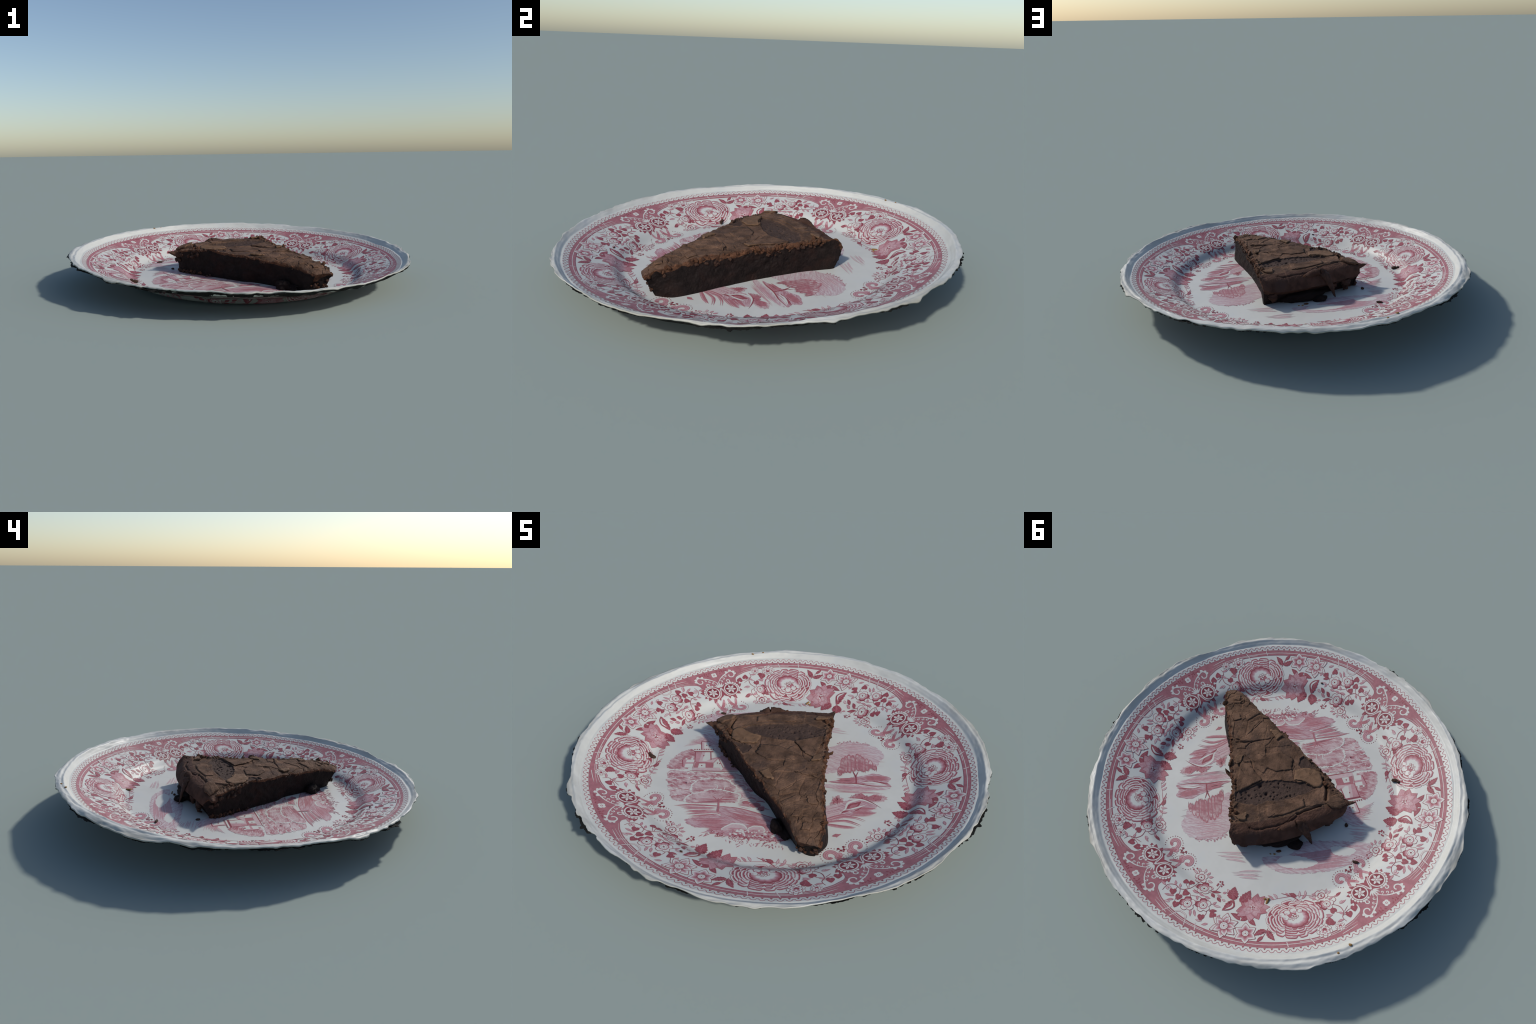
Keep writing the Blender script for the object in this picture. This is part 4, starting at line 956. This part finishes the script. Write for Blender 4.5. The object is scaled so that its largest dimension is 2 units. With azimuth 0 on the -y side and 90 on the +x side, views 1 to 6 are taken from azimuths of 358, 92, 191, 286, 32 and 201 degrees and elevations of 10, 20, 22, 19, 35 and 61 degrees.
H += np.where(bare, 0, lift - (.0010 + .0030 * tip_w * np.clip(.5 + vnoise(p3 * 14, 64), 0, 1)) * np.exp(-(gap / .0032) ** 2))
for pts, w_, d_ in CRACKS:
    dist = path_dist(q2, pts)
    w_ *= .70; d_ *= .55 if d_ < .015 else .8
    H -= d_ * np.exp(-(dist / w_) ** 2); H += .08 * d_ * np.exp(-((dist - 2.6 * w_) / (1.4 * w_)) ** 2)
# pits in the bare sponge
inside = np.where(sp1 > .008)[0]
for i in rng.choice(inside, 55, replace=False):
    rr_ = rng.uniform(.002, .0055) * (1.8 if rng.uniform() < .12 else 1)
    d_ = np.hypot(P2[:, 0] - P2[i, 0], P2[:, 1] - P2[i, 1])
    H -= rr_ * 1.6 * np.exp(-(d_ / rr_) ** 2)
# crumbly torn border on both long edges
ew = np.tile(np.exp(-(edge / .07) ** 2), (NU, 1)).reshape(-1)
ew_r = np.tile(np.exp(-((1 - vv) / .05) ** 2), (NU, 1)).reshape(-1)
H += ew * (.0065 * fbm(p3 * 40, 3, 71) + .002 * fbm(p3 * 150, 2, 72)) + ew_r * (.004 + .012 * np.clip(vnoise(p3 * 48, 73), -.5, 1))
top[:, :, 2] += H.reshape(NU, NV)

# walls (boundary loop: left tip->back, back left->right, right back->tip, tip right->left)
iu, iv = np.arange(NU), np.arange(NV)
loop_idx = np.concatenate([iu * NV, (NU - 1) * NV + iv[1:], iu[::-1][1:] * NV + NV - 1, iv[::-1][1:-1]])
flat = top.reshape(-1, 3)
loop = flat[loop_idx]
bback = bL[-1] + (bR[-1] - bL[-1]) * iv[1:, None] / (NV - 1) + OUT * (.012 * (1 - (2 * iv[1:, None] / (NV - 1) - 1) ** 2))
btip = bR[0] + (bL[0] - bR[0]) * (iv[1:-1, None] / (NV - 1)) + np.array([.30, -.6]) * (.022 * np.sin(math.pi * iv[1:-1, None] / (NV - 1)))
base_loop = np.concatenate([bL, bback, bR[::-1][1:], btip])
kind = np.concatenate([np.zeros(NU), np.ones(NV - 1), np.full(NU - 1, 2), np.full(NV - 2, 3)]).astype(int)
M = len(loop)
ctr2 = np.array([.06, -.03])
kern = np.ones(41) / 41
loop_s = np.stack([np.convolve(np.concatenate([loop[-20:, k], loop[:, k], loop[:20, k]]), kern, 'valid') for k in range(3)], -1)
corner = np.convolve(np.concatenate([kind[-20:], kind, kind[:20]]), kern, 'valid') - kind
loop_s = np.where((np.abs(corner) > .01)[:, None], loop * .5 + loop_s * .5, loop_s)
rows = []
tt = np.linspace(0, 1, NW + 1)[1:]
for t_ in tt:
    # t = 0 at the crust edge, 1 on the plate
    s_ = np.where(kind == 1, t_ ** .65, np.where(kind == 0, t_ ** 1.15, np.where(kind == 3, t_ ** .9, t_)))
    kb = np.clip(t_ / .25, 0, 1)
    lo_ = loop * (1 - kb) + loop_s * kb
    xy = lo_[:, :2] * (1 - s_)[:, None] + base_loop * s_[:, None]
    hh = lo_[:, 2] * (1 - t_) - .002 * t_
    q3 = np.stack([xy[:, 0], xy[:, 1], hh], -1)
    nrm = xy - ctr2; nrm /= np.linalg.norm(nrm, axis=1)[:, None]
    fade = math.sin(math.pi * min(1, t_ * 1.0)) ** .5 * .85 + .15
    amp = np.where(kind == 1, .5, 1.)
    d_ = amp * (.011 * fbm(q3 * 13, 3, 81) + .0055 * fbm(q3 * 42, 3, 82) + .002 * fbm(q3 * 120, 2, 83)) * fade
    d_ += np.where(kind == 2, (.013 * np.clip(vnoise(q3 * 42, 84) + .2, 0, 1) + .006 * vnoise(q3 * 110, 85)) * np.clip(1 - t_ / .24, 0, 1) * min(1, t_ * 14), 0)
    rows.append(np.concatenate([xy + nrm * d_[:, None], hh[:, None]], 1))
wall = np.concatenate(rows)
nflat = len(flat)
allv = np.concatenate([flat, wall])
F_top = grid_faces(NU, NV, False, 0)
ring_ids = [loop_idx] + [nflat + k * M + np.arange(M) for k in range(NW)]
F_wall = []
for a_, b_ in zip(ring_ids[:-1], ring_ids[1:]):
    F_wall.append(np.stack([a_, np.roll(a_, -1), np.roll(b_, -1), b_], -1))
F_wall = np.stack(F_wall)                       # (NW, M, 4)
world = local(allv[:, 0], allv[:, 1], allv[:, 2])
# whole-body normals, so that the parts join without a seam
all_faces = np.concatenate([F_top, F_wall.reshape(-1, 4)])
def flip_if_needed(faces):
    t0 = world[faces[:, 1]] - world[faces[:, 0]]; t1 = world[faces[:, 3]] - world[faces[:, 0]]
    return np.cross(t0, t1)
if flip_if_needed(F_top)[:, 2].mean() < 0:
    F_top = F_top[:, ::-1]
cen = world.mean(0)
fw = F_wall.reshape(-1, 4)
if ((world[fw].mean(1) - cen) * flip_if_needed(fw)).sum(1).mean() < 0:
    F_wall = F_wall[:, :, ::-1]
all_faces = np.concatenate([F_top, F_wall.reshape(-1, 4)])
fn = np.cross(world[all_faces[:, 2]] - world[all_faces[:, 0]], world[all_faces[:, 3]] - world[all_faces[:, 1]])
vn = np.zeros_like(world)
for k in range(4):
    np.add.at(vn, all_faces[:, k], fn)
vn /= np.linalg.norm(vn, axis=1)[:, None] + 1e-12

def body_part(name, faces, mat):
    faces = np.asarray(faces)
    used, inv = np.unique(faces.reshape(-1), return_inverse=True)
    me = make_mesh(name, world[used], inv.reshape(-1, 4).tolist(), [mat])
    me.normals_split_custom_set_from_vertices([tuple(q) for q in vn[used].tolist()])
    return add(name, me, cake)
bare_f = bare[F_top].sum(1) >= 3
fu = np.repeat(np.arange(NU - 1), NV - 1)
back_start = int(NU * 9.05 / (len(ST) - 1))
is_back = fu >= back_start
fv = np.tile(np.arange(NV - 1), NU - 1) / (NV - 1)
fc = top.reshape(-1, 3)[F_top].mean(1)
width_here = np.linalg.norm((Rc - Lc)[:, :2], axis=1)[fu]
lipn = vnoise(fc * 55, 92)
top_lip = ((1 - fv) * width_here < np.where(fu > .78 * NU, .002, .009) + .012 * lipn) | (fv * width_here < .004 + .007 * lipn)
is_back |= False
body_part("top_crust", F_top[~bare_f & ~is_back & ~top_lip], CRUST)
body_part("bare_sponge", F_top[bare_f & ~is_back & ~top_lip], SPONGE)
wall_kind = kind
rim_rows = 3
body_part("side_crust", np.concatenate([F_top[is_back], F_wall[:14, wall_kind == 1].reshape(-1, 4)]), CRUST_BACK)
# the torn, orange-brown lip of crust along the sunny cut and round the tip
lip_rows = np.where(kind == 2, 5.0 + 6 * vnoise(np.c_[loop[:, :2] * 30, np.zeros(M)], 86), np.where(kind == 3, 12 + 9 * vnoise(np.c_[loop[:, :2] * 45, np.zeros(M)], 87), 2.2 + 2.2 * vnoise(np.c_[loop[:, :2] * 30, np.zeros(M)], 88)))
is_lip = (np.arange(NW)[:, None] < lip_rows[None]) & (kind != 1)[None]
body_part("torn_lip", np.concatenate([F_wall[is_lip], F_top[top_lip & ~is_back]]), EDGE_CRUMB)
rest = ~is_lip; rest[:14, kind == 1] = False
body_part("fudge_interior", F_wall[rest], FUDGE)

# height of the finished crust under a point
def cake_top(x, y):
    d_ = (P2[:, 0] - x) ** 2 + (P2[:, 1] - y) ** 2
    return flat[np.argmin(d_), 2]

def slab(name, pts, mat, thick=.006, lift=.003, tilt=(0, 0), seed=0, curl=0.):
    """a broken plate of crust lying on the cake"""
    o = spline(polyline(pts, .02), .005, True)
    c = o.mean(0)
    o = o + .003 * np.stack([vnoise(np.c_[o * 120, np.full(len(o), seed)], 90), vnoise(np.c_[o * 120, np.full(len(o), seed + 7.)], 91)], -1)
    m = len(o); rows_, hs = [], []
    K = 7
    def top_h(q_):
        base_h = np.array([cake_top(*z) for z in q_])
        return base_h
    fr = [0] + list(np.linspace(.25, 1, K))
    hc = np.median(top_h(o))
    for f_ in fr[1:]:
        q_ = c + (o - c) * f_
        rows_.append(q_)
        hs.append(.55 * top_h(q_) + .45 * hc + lift + thick + curl * f_ ** 2 + (q_ - c) @ np.array(tilt) + .0012 * vnoise(np.c_[q_ * 60, np.zeros(len(q_))], seed) - (.002 if f_ == 1 else 0))
    low = c + (o - c) * .97
    rows_.append(low); hs.append(hs[-1] - thick)
    rows_.append(c + (o - c) * .5); hs.append(np.full(m, hs[-1].mean() - .004))
    vtx = np.concatenate([np.array([[*c, hs[0].mean()]])] + [np.c_[a_, b_] for a_, b_ in zip(rows_, hs)])
    faces = [(0, 1 + i, 1 + (i + 1) % m) for i in range(m)] + grid_faces(len(rows_), m, True, 1, True).tolist()
    w_ = local(vtx[:, 0], vtx[:, 1], vtx[:, 2])
    return add(name, make_mesh(name, w_, faces, [mat]), cake)

FL = [([(-.093, -.048), (-.156, -.086), (-.217, -.080), (-.255, -.034), (-.250, .003), (-.223, .018), (-.167, .001), (-.106, .007)], .006, .001, (0, 0), .002),
      ([(.122, -.247), (.086, -.259), (.042, -.235), (.060, -.196)], .006, .004, (-.08, .0), .0), ([(.282, -.136), (.226, -.147), (.170, -.150), (.238, -.127)], .005, .003, (0, .1), 0.),
      ([(.107, .307), (.056, .269), (.049, .304), (.080, .318)], .007, .006, (.05, -.15), 0.), ([(.200, -.012), (.149, -.002), (.088, .037), (.053, .062), (.104, .125), (.146, .168), (.170, .127)], .005, .001, (.0, .0), .002),
      ([(-.308, .053), (-.345, .014), (-.380, .030), (-.400, .042), (-.384, .078), (-.342, .100), (-.302, .088)], .008, .006, (.10, .05), .0), ([(.30, -.40), (.33, -.385), (.325, -.36), (.30, -.365)], .004, .001, (0, 0), 0.),
      ([(.05, -.02), (.12, -.05), (.16, -.04), (.12, .0), (.06, .02)], .003, .0, (0, 0), .0),
      ([(.13, -.075), (.02, -.135), (-.06, -.115), (-.075, -.05), (.0, -.01), (.10, -.02)], .003, .0, (.0, .0), .002), ([(.235, -.02), (.20, -.045), (.195, .0), (.215, .02)], .006, .003, (.1, .05), .002),
      ([(-.02, .20), (-.10, .165), (-.19, .10), (-.21, .14), (-.13, .215), (-.05, .26)], .004, .0, (0, 0), .001), ([(.36, -.285), (.325, -.30), (.30, -.27), (.335, -.245)], .004, .002, (0, .05), .001),
      ([(.40, -.425), (.37, -.44), (.36, -.40), (.395, -.39)], .004, .002, (0, 0), .001)]
for i, (pts, th_, lf_, tl, cu) in enumerate(FL):
    slab("crust_flake", pts, FLAKE if i in (0, 1, 3, 9) else CRUST, th_, lf_, tl, 100 + i, cu)

# irregular lumps: one small noisy blob, many shapes
def lump_mesh(name, mat, seed, n=14, rough=.35):
    vtx = []; m = n * 2
    th_ = np.linspace(0, math.pi, n)
    for a_ in th_:
        for b_ in np.linspace(0, 2 * math.pi, m, endpoint=False):
            vtx.append((math.sin(a_) * math.cos(b_), math.sin(a_) * math.sin(b_), math.cos(a_)))
    vtx = np.array(vtx); vtx = vtx * (1 + rough * fbm(vtx * 1.6 + seed, 3, seed))[:, None]
    return make_mesh(name, vtx, grid_faces(n, m, True, 0, True).tolist(), [mat])
def place(name, me, p, scale, rot, parent):
    ob = add(name, me, parent)
    ob.location = Vector(p); ob.scale = scale; ob.rotation_euler = rot
    return ob
lumps_o = [lump_mesh("edge_crumb", EDGE_CRUMB, 200 + k, rough=.6) for k in range(5)]
lumps_d = [lump_mesh("dark_crumb", DARK_CRUMB, 220 + k, rough=.6) for k in range(4)]
r2 = np.random.default_rng(5)
def rim_lumps(curve, lo, hi, count, meshes, sz, name, drop=(.0, .018), inward=.0):
    for i in range(count):
        u_ = r2.uniform(lo, hi) * (NU - 1); q_ = curve[int(u_)]
        d_ = r2.uniform(*drop) ** 1.0
        s_ = r2.uniform(*sz)
        j_ = r2.normal(0, .003, 2)
        p_ = local(q_[0] + j_[0] - inward, q_[1] + j_[1], q_[2] - d_)
        place(name, meshes[i % len(meshes)], p_, (s_ * r2.uniform(.7, 1.5), s_ * r2.uniform(.7, 1.5), s_ * r2.uniform(.6, 1.0)), tuple(r2.uniform(0, 6.28, 3)), cake)
right_edge = top[:, -1, :]; left_edge = top[:, 0, :]
rim_lumps(right_edge, .02, .80, 60, lumps_o, (.004, .011), "edge_crumb", (-.003, .016), .001)
rim_lumps(right_edge, .05, .80, 40, lumps_d, (.005, .010), "edge_crumb", (.006, .035))
rim_lumps(left_edge, .0, .6, 14, lumps_d, (.004, .008), "edge_crumb", (-.001, .012), -.003)
rim_lumps(left_edge, .58, .86, 20, lumps_d, (.006, .013), "edge_crumb", (.0, .05), -.006)
for x_, y_, h_, s_ in [(-.265, -.026, .150, .017), (-.311, .002, .138, .018), (-.313, .030, .136, .014), (-.29, -.02, .145, .016), (-.335, .0, .125, .016), (.11, .285, .163, .013), (.135, .29, .15, .012), (.12, .31, .150, .010), (.16, .21, .150, .011)]:
    place("torn_crumb", lumps_o[0] if x_ > -.3 else lumps_d[1], local(x_, y_, h_), (s_, s_ * .8, s_ * .8), tuple(r2.uniform(0, 6, 3)), cake)
# reddish crumbs along the foot of the left face, at the left corner and round the tip
for i in range(46):
    k = r2.uniform(.5, .99); q_ = bL[int(k * (NU - 1))]
    s_ = r2.uniform(.004, .010)
    place("foot_crumb", lumps_d[i % 4] if i % 3 else lumps_o[i % 5], local(q_[0] + r2.normal(0, .004) - .003, q_[1] + r2.normal(0, .004) - .004, r2.uniform(.003, .022)), (s_, s_, s_ * .8), tuple(r2.uniform(0, 6, 3)), cake)
for i in range(26):
    s_ = r2.uniform(.005, .011); k = r2.uniform()
    p_ = np.array([.36, -.465]) + k * np.array([.10, .012]) + r2.normal(0, .004, 2)
    place("foot_crumb", lumps_o[i % 5] if i % 2 else lumps_d[i % 4], local(p_[0], p_[1] + .014, r2.uniform(.03, .085)), (s_, s_, s_), tuple(r2.uniform(0, 6, 3)), cake)
for i in range(30):
    s_ = r2.uniform(.007, .015); k = r2.uniform()
    p_ = np.array([-.345, .03]) + k * np.array([.085, .085]) + r2.normal(0, .004, 2)
    place("foot_crumb", lumps_d[i % 4] if i % 6 else lumps_o[i % 5], local(p_[0] - .02, p_[1], r2.uniform(.006, .09)), (s_, s_, s_), tuple(r2.uniform(0, 6, 3)), cake)

# tapering, bent pieces: spikes of crust and the drooping tongue
def horn(name, pts, radii, mat, flat_=1., seed=0, n=14):
    P_ = np.asarray(pts, float); k = np.linspace(0, len(P_) - 1, 26)
    C_ = spline(P_, .004); C_ = C_[np.linspace(0, len(C_) - 1, 26).astype(int)]
    rad = np.interp(np.linspace(0, 1, 26), np.linspace(0, 1, len(radii)), radii)
    W_ = local(C_[:, 0], C_[:, 1], C_[:, 2])
    T_ = np.gradient(W_, axis=0); T_ /= np.linalg.norm(T_, axis=1)[:, None] + 1e-9
    ref = np.array([.83, .56, .05]); vtx = []
    for w_, t_, r_1 in zip(W_, T_, rad):
        a_ = np.cross(t_, ref); a_ /= np.linalg.norm(a_); b_ = np.cross(t_, a_)
        for q_ in np.linspace(0, 2 * math.pi, n, endpoint=False):
            vtx.append(w_ + r_1 * (math.cos(q_) * a_ * flat_ + math.sin(q_) * b_))
    vtx = np.array(vtx); vtx += .25 * np.repeat(rad, n)[:, None] * np.stack([vnoise(vtx * 110, seed + j) for j in range(3)], -1)
    me = make_mesh(name, vtx, grid_faces(26, n, True, 0).tolist() + [tuple(range(n))[::-1], tuple(range(25 * n, 26 * n))], [mat])
    return add(name, me, cake)
horn("crust_spike", [(-.345, .040, .108), (-.392, .030, .113), (-.422, .020, .118), (-.445, .010, .122)], [.036, .030, .016, .002], CRUST_BACK, .7, 300)
for i_, (x_, y_, h_, dx, dy, l_, w_) in enumerate([(-.335, .125, .056, .004, .004, .046, .030), (-.268, .188, .052, .006, .0, .030, .026), (.035, .385, .056, -.006, -.004, .034, .030)]):
    horn("crust_shred", [(x_, y_, h_ + .016), (x_ + dx * .6, y_ + dy * .6, h_ - l_ * .4), (x_ + dx, y_ + dy, h_ - l_)], [w_ * .8, w_, w_ * .45], CRUST_BACK if i_ % 2 else DARK_CRUMB, .6, 330 + i_)
horn("crust_spike", [(.225, .075, .135), (.245, .072, .15), (.256, .066, .170)], [.014, .010, .002], EDGE_CRUMB, .6, 301)
horn("crust_spike", [(.235, .04, .14), (.246, .03, .152), (.252, .025, .163)], [.012, .008, .002], EDGE_CRUMB, .6, 305)
horn("peeled_flap", [(-.095, .290, .116), (-.123, .286, .130), (-.155, .268, .142), (-.185, .250, .148), (-.212, .232, .146), (-.235, .218, .128)], [.008, .014, .019, .021, .020, .014], CRUST_BACK, 1.0, 302)
horn("drooping_tongue", [(-.205, .232, .150), (-.235, .240, .128), (-.255, .246, .092), (-.272, .252, .055), (-.289, .259, .012)], [.022, .026, .018, .012, .003], DARK_CRUMB, .55, 303)
horn("crust_knob", [(-.110, .288, .120), (-.123, .293, .136), (-.128, .296, .146)], [.014, .012, .005], EDGE_CRUMB, 1., 304)
# gooey dark foot under the overhanging crust, and the smear on the near side
def goo(name, c, size, rotz, seed, mat=FUDGE):
    me = lump_mesh(name, mat, seed, 24, .45)
    return place(name, me, local(*c), size, (0, 0, rotz), cake)
goo("fudge_foot", (-.115, .275, .020), (.125, .055, .034), .62, 310)
goo("fudge_foot", (-.205, .285, .012), (.040, .035, .018), .3, 311)
goo("fudge_foot", (-.03, .315, .014), (.06, .03, .018), .55, 312)
goo("fudge_drip", (.215, -.372, .022), (.042, .026, .028), -.5, 313)
goo("fudge_drip", (.255, -.372, .012), (.05, .03, .02), -.6, 314)

# ------------------------------------------------------------------ loose crumbs on the plate
def crumb(x, y, size, mat, seed, h=None, rotz=0.):
    me = lump_mesh("crumb", mat, seed, 12, .5)
    p = surf(np.array([x]), np.array([y]), size[2] * .7)[0]
    ob = add("crumb", me); ob.location = Vector(p); ob.scale = size; ob.rotation_euler = (0, 0, rotz)
    ob["label"] = "small brown crumb of chocolate cake"; ob["category"] = "crumb"
def pc(r, deg): return r * math.cos(math.radians(deg)), r * math.sin(math.radians(deg))
crumb(*pc(.6537, -157.5), (.022, .009, .010), DARK_CRUMB, 401, rotz=.1)
crumb(*pc(.668, -158.6), (.010, .007, .008), DARK_CRUMB, 402)
crumb(*pc(.6437, 106.0), (.006, .018, .005), CRUMB_TAN, 403, rotz=-.1)
crumb(*pc(.632, 104.8), (.007, .005, .004), CRUMB_TAN, 404)
crumb(*pc(.5983, 152.3), (.017, .007, .006), DARK_CRUMB, 405, rotz=.1)
crumb(-.427, .094, (.009, .012, .006), DARK_CRUMB, 406, rotz=.4)
crumb(-.324, .119, (.005, .009, .005), DARK_CRUMB, 407)
crumb(-.140, .350, (.012, .007, .004), EDGE_CRUMB, 408, rotz=.5)
crumb(-.125, .372, (.006, .004, .003), CRUMB_TAN, 409)
crumb(-.105, .378, (.005, .003, .003), CRUMB_TAN, 410)
crumb(*pc(.959, 130.5), (.008, .006, .003), CRUMB_TAN, 411)
crumb(*pc(.974, 126.7), (.006, .005, .003), CRUMB_TAN, 412)
crumb(*pc(.735, -92), (.006, .005, .004), DARK_CRUMB, 413)

# ------------------------------------------------------------------ settle: lowest point at z = 0
bpy.context.view_layer.update()
zmin = min((o.matrix_world @ v.co).z for o in bpy.data.objects if o.type == 'MESH' and o.name.startswith(("glazed", "ragged")) for v in o.data.vertices)
print("lowest z before settling", zmin)
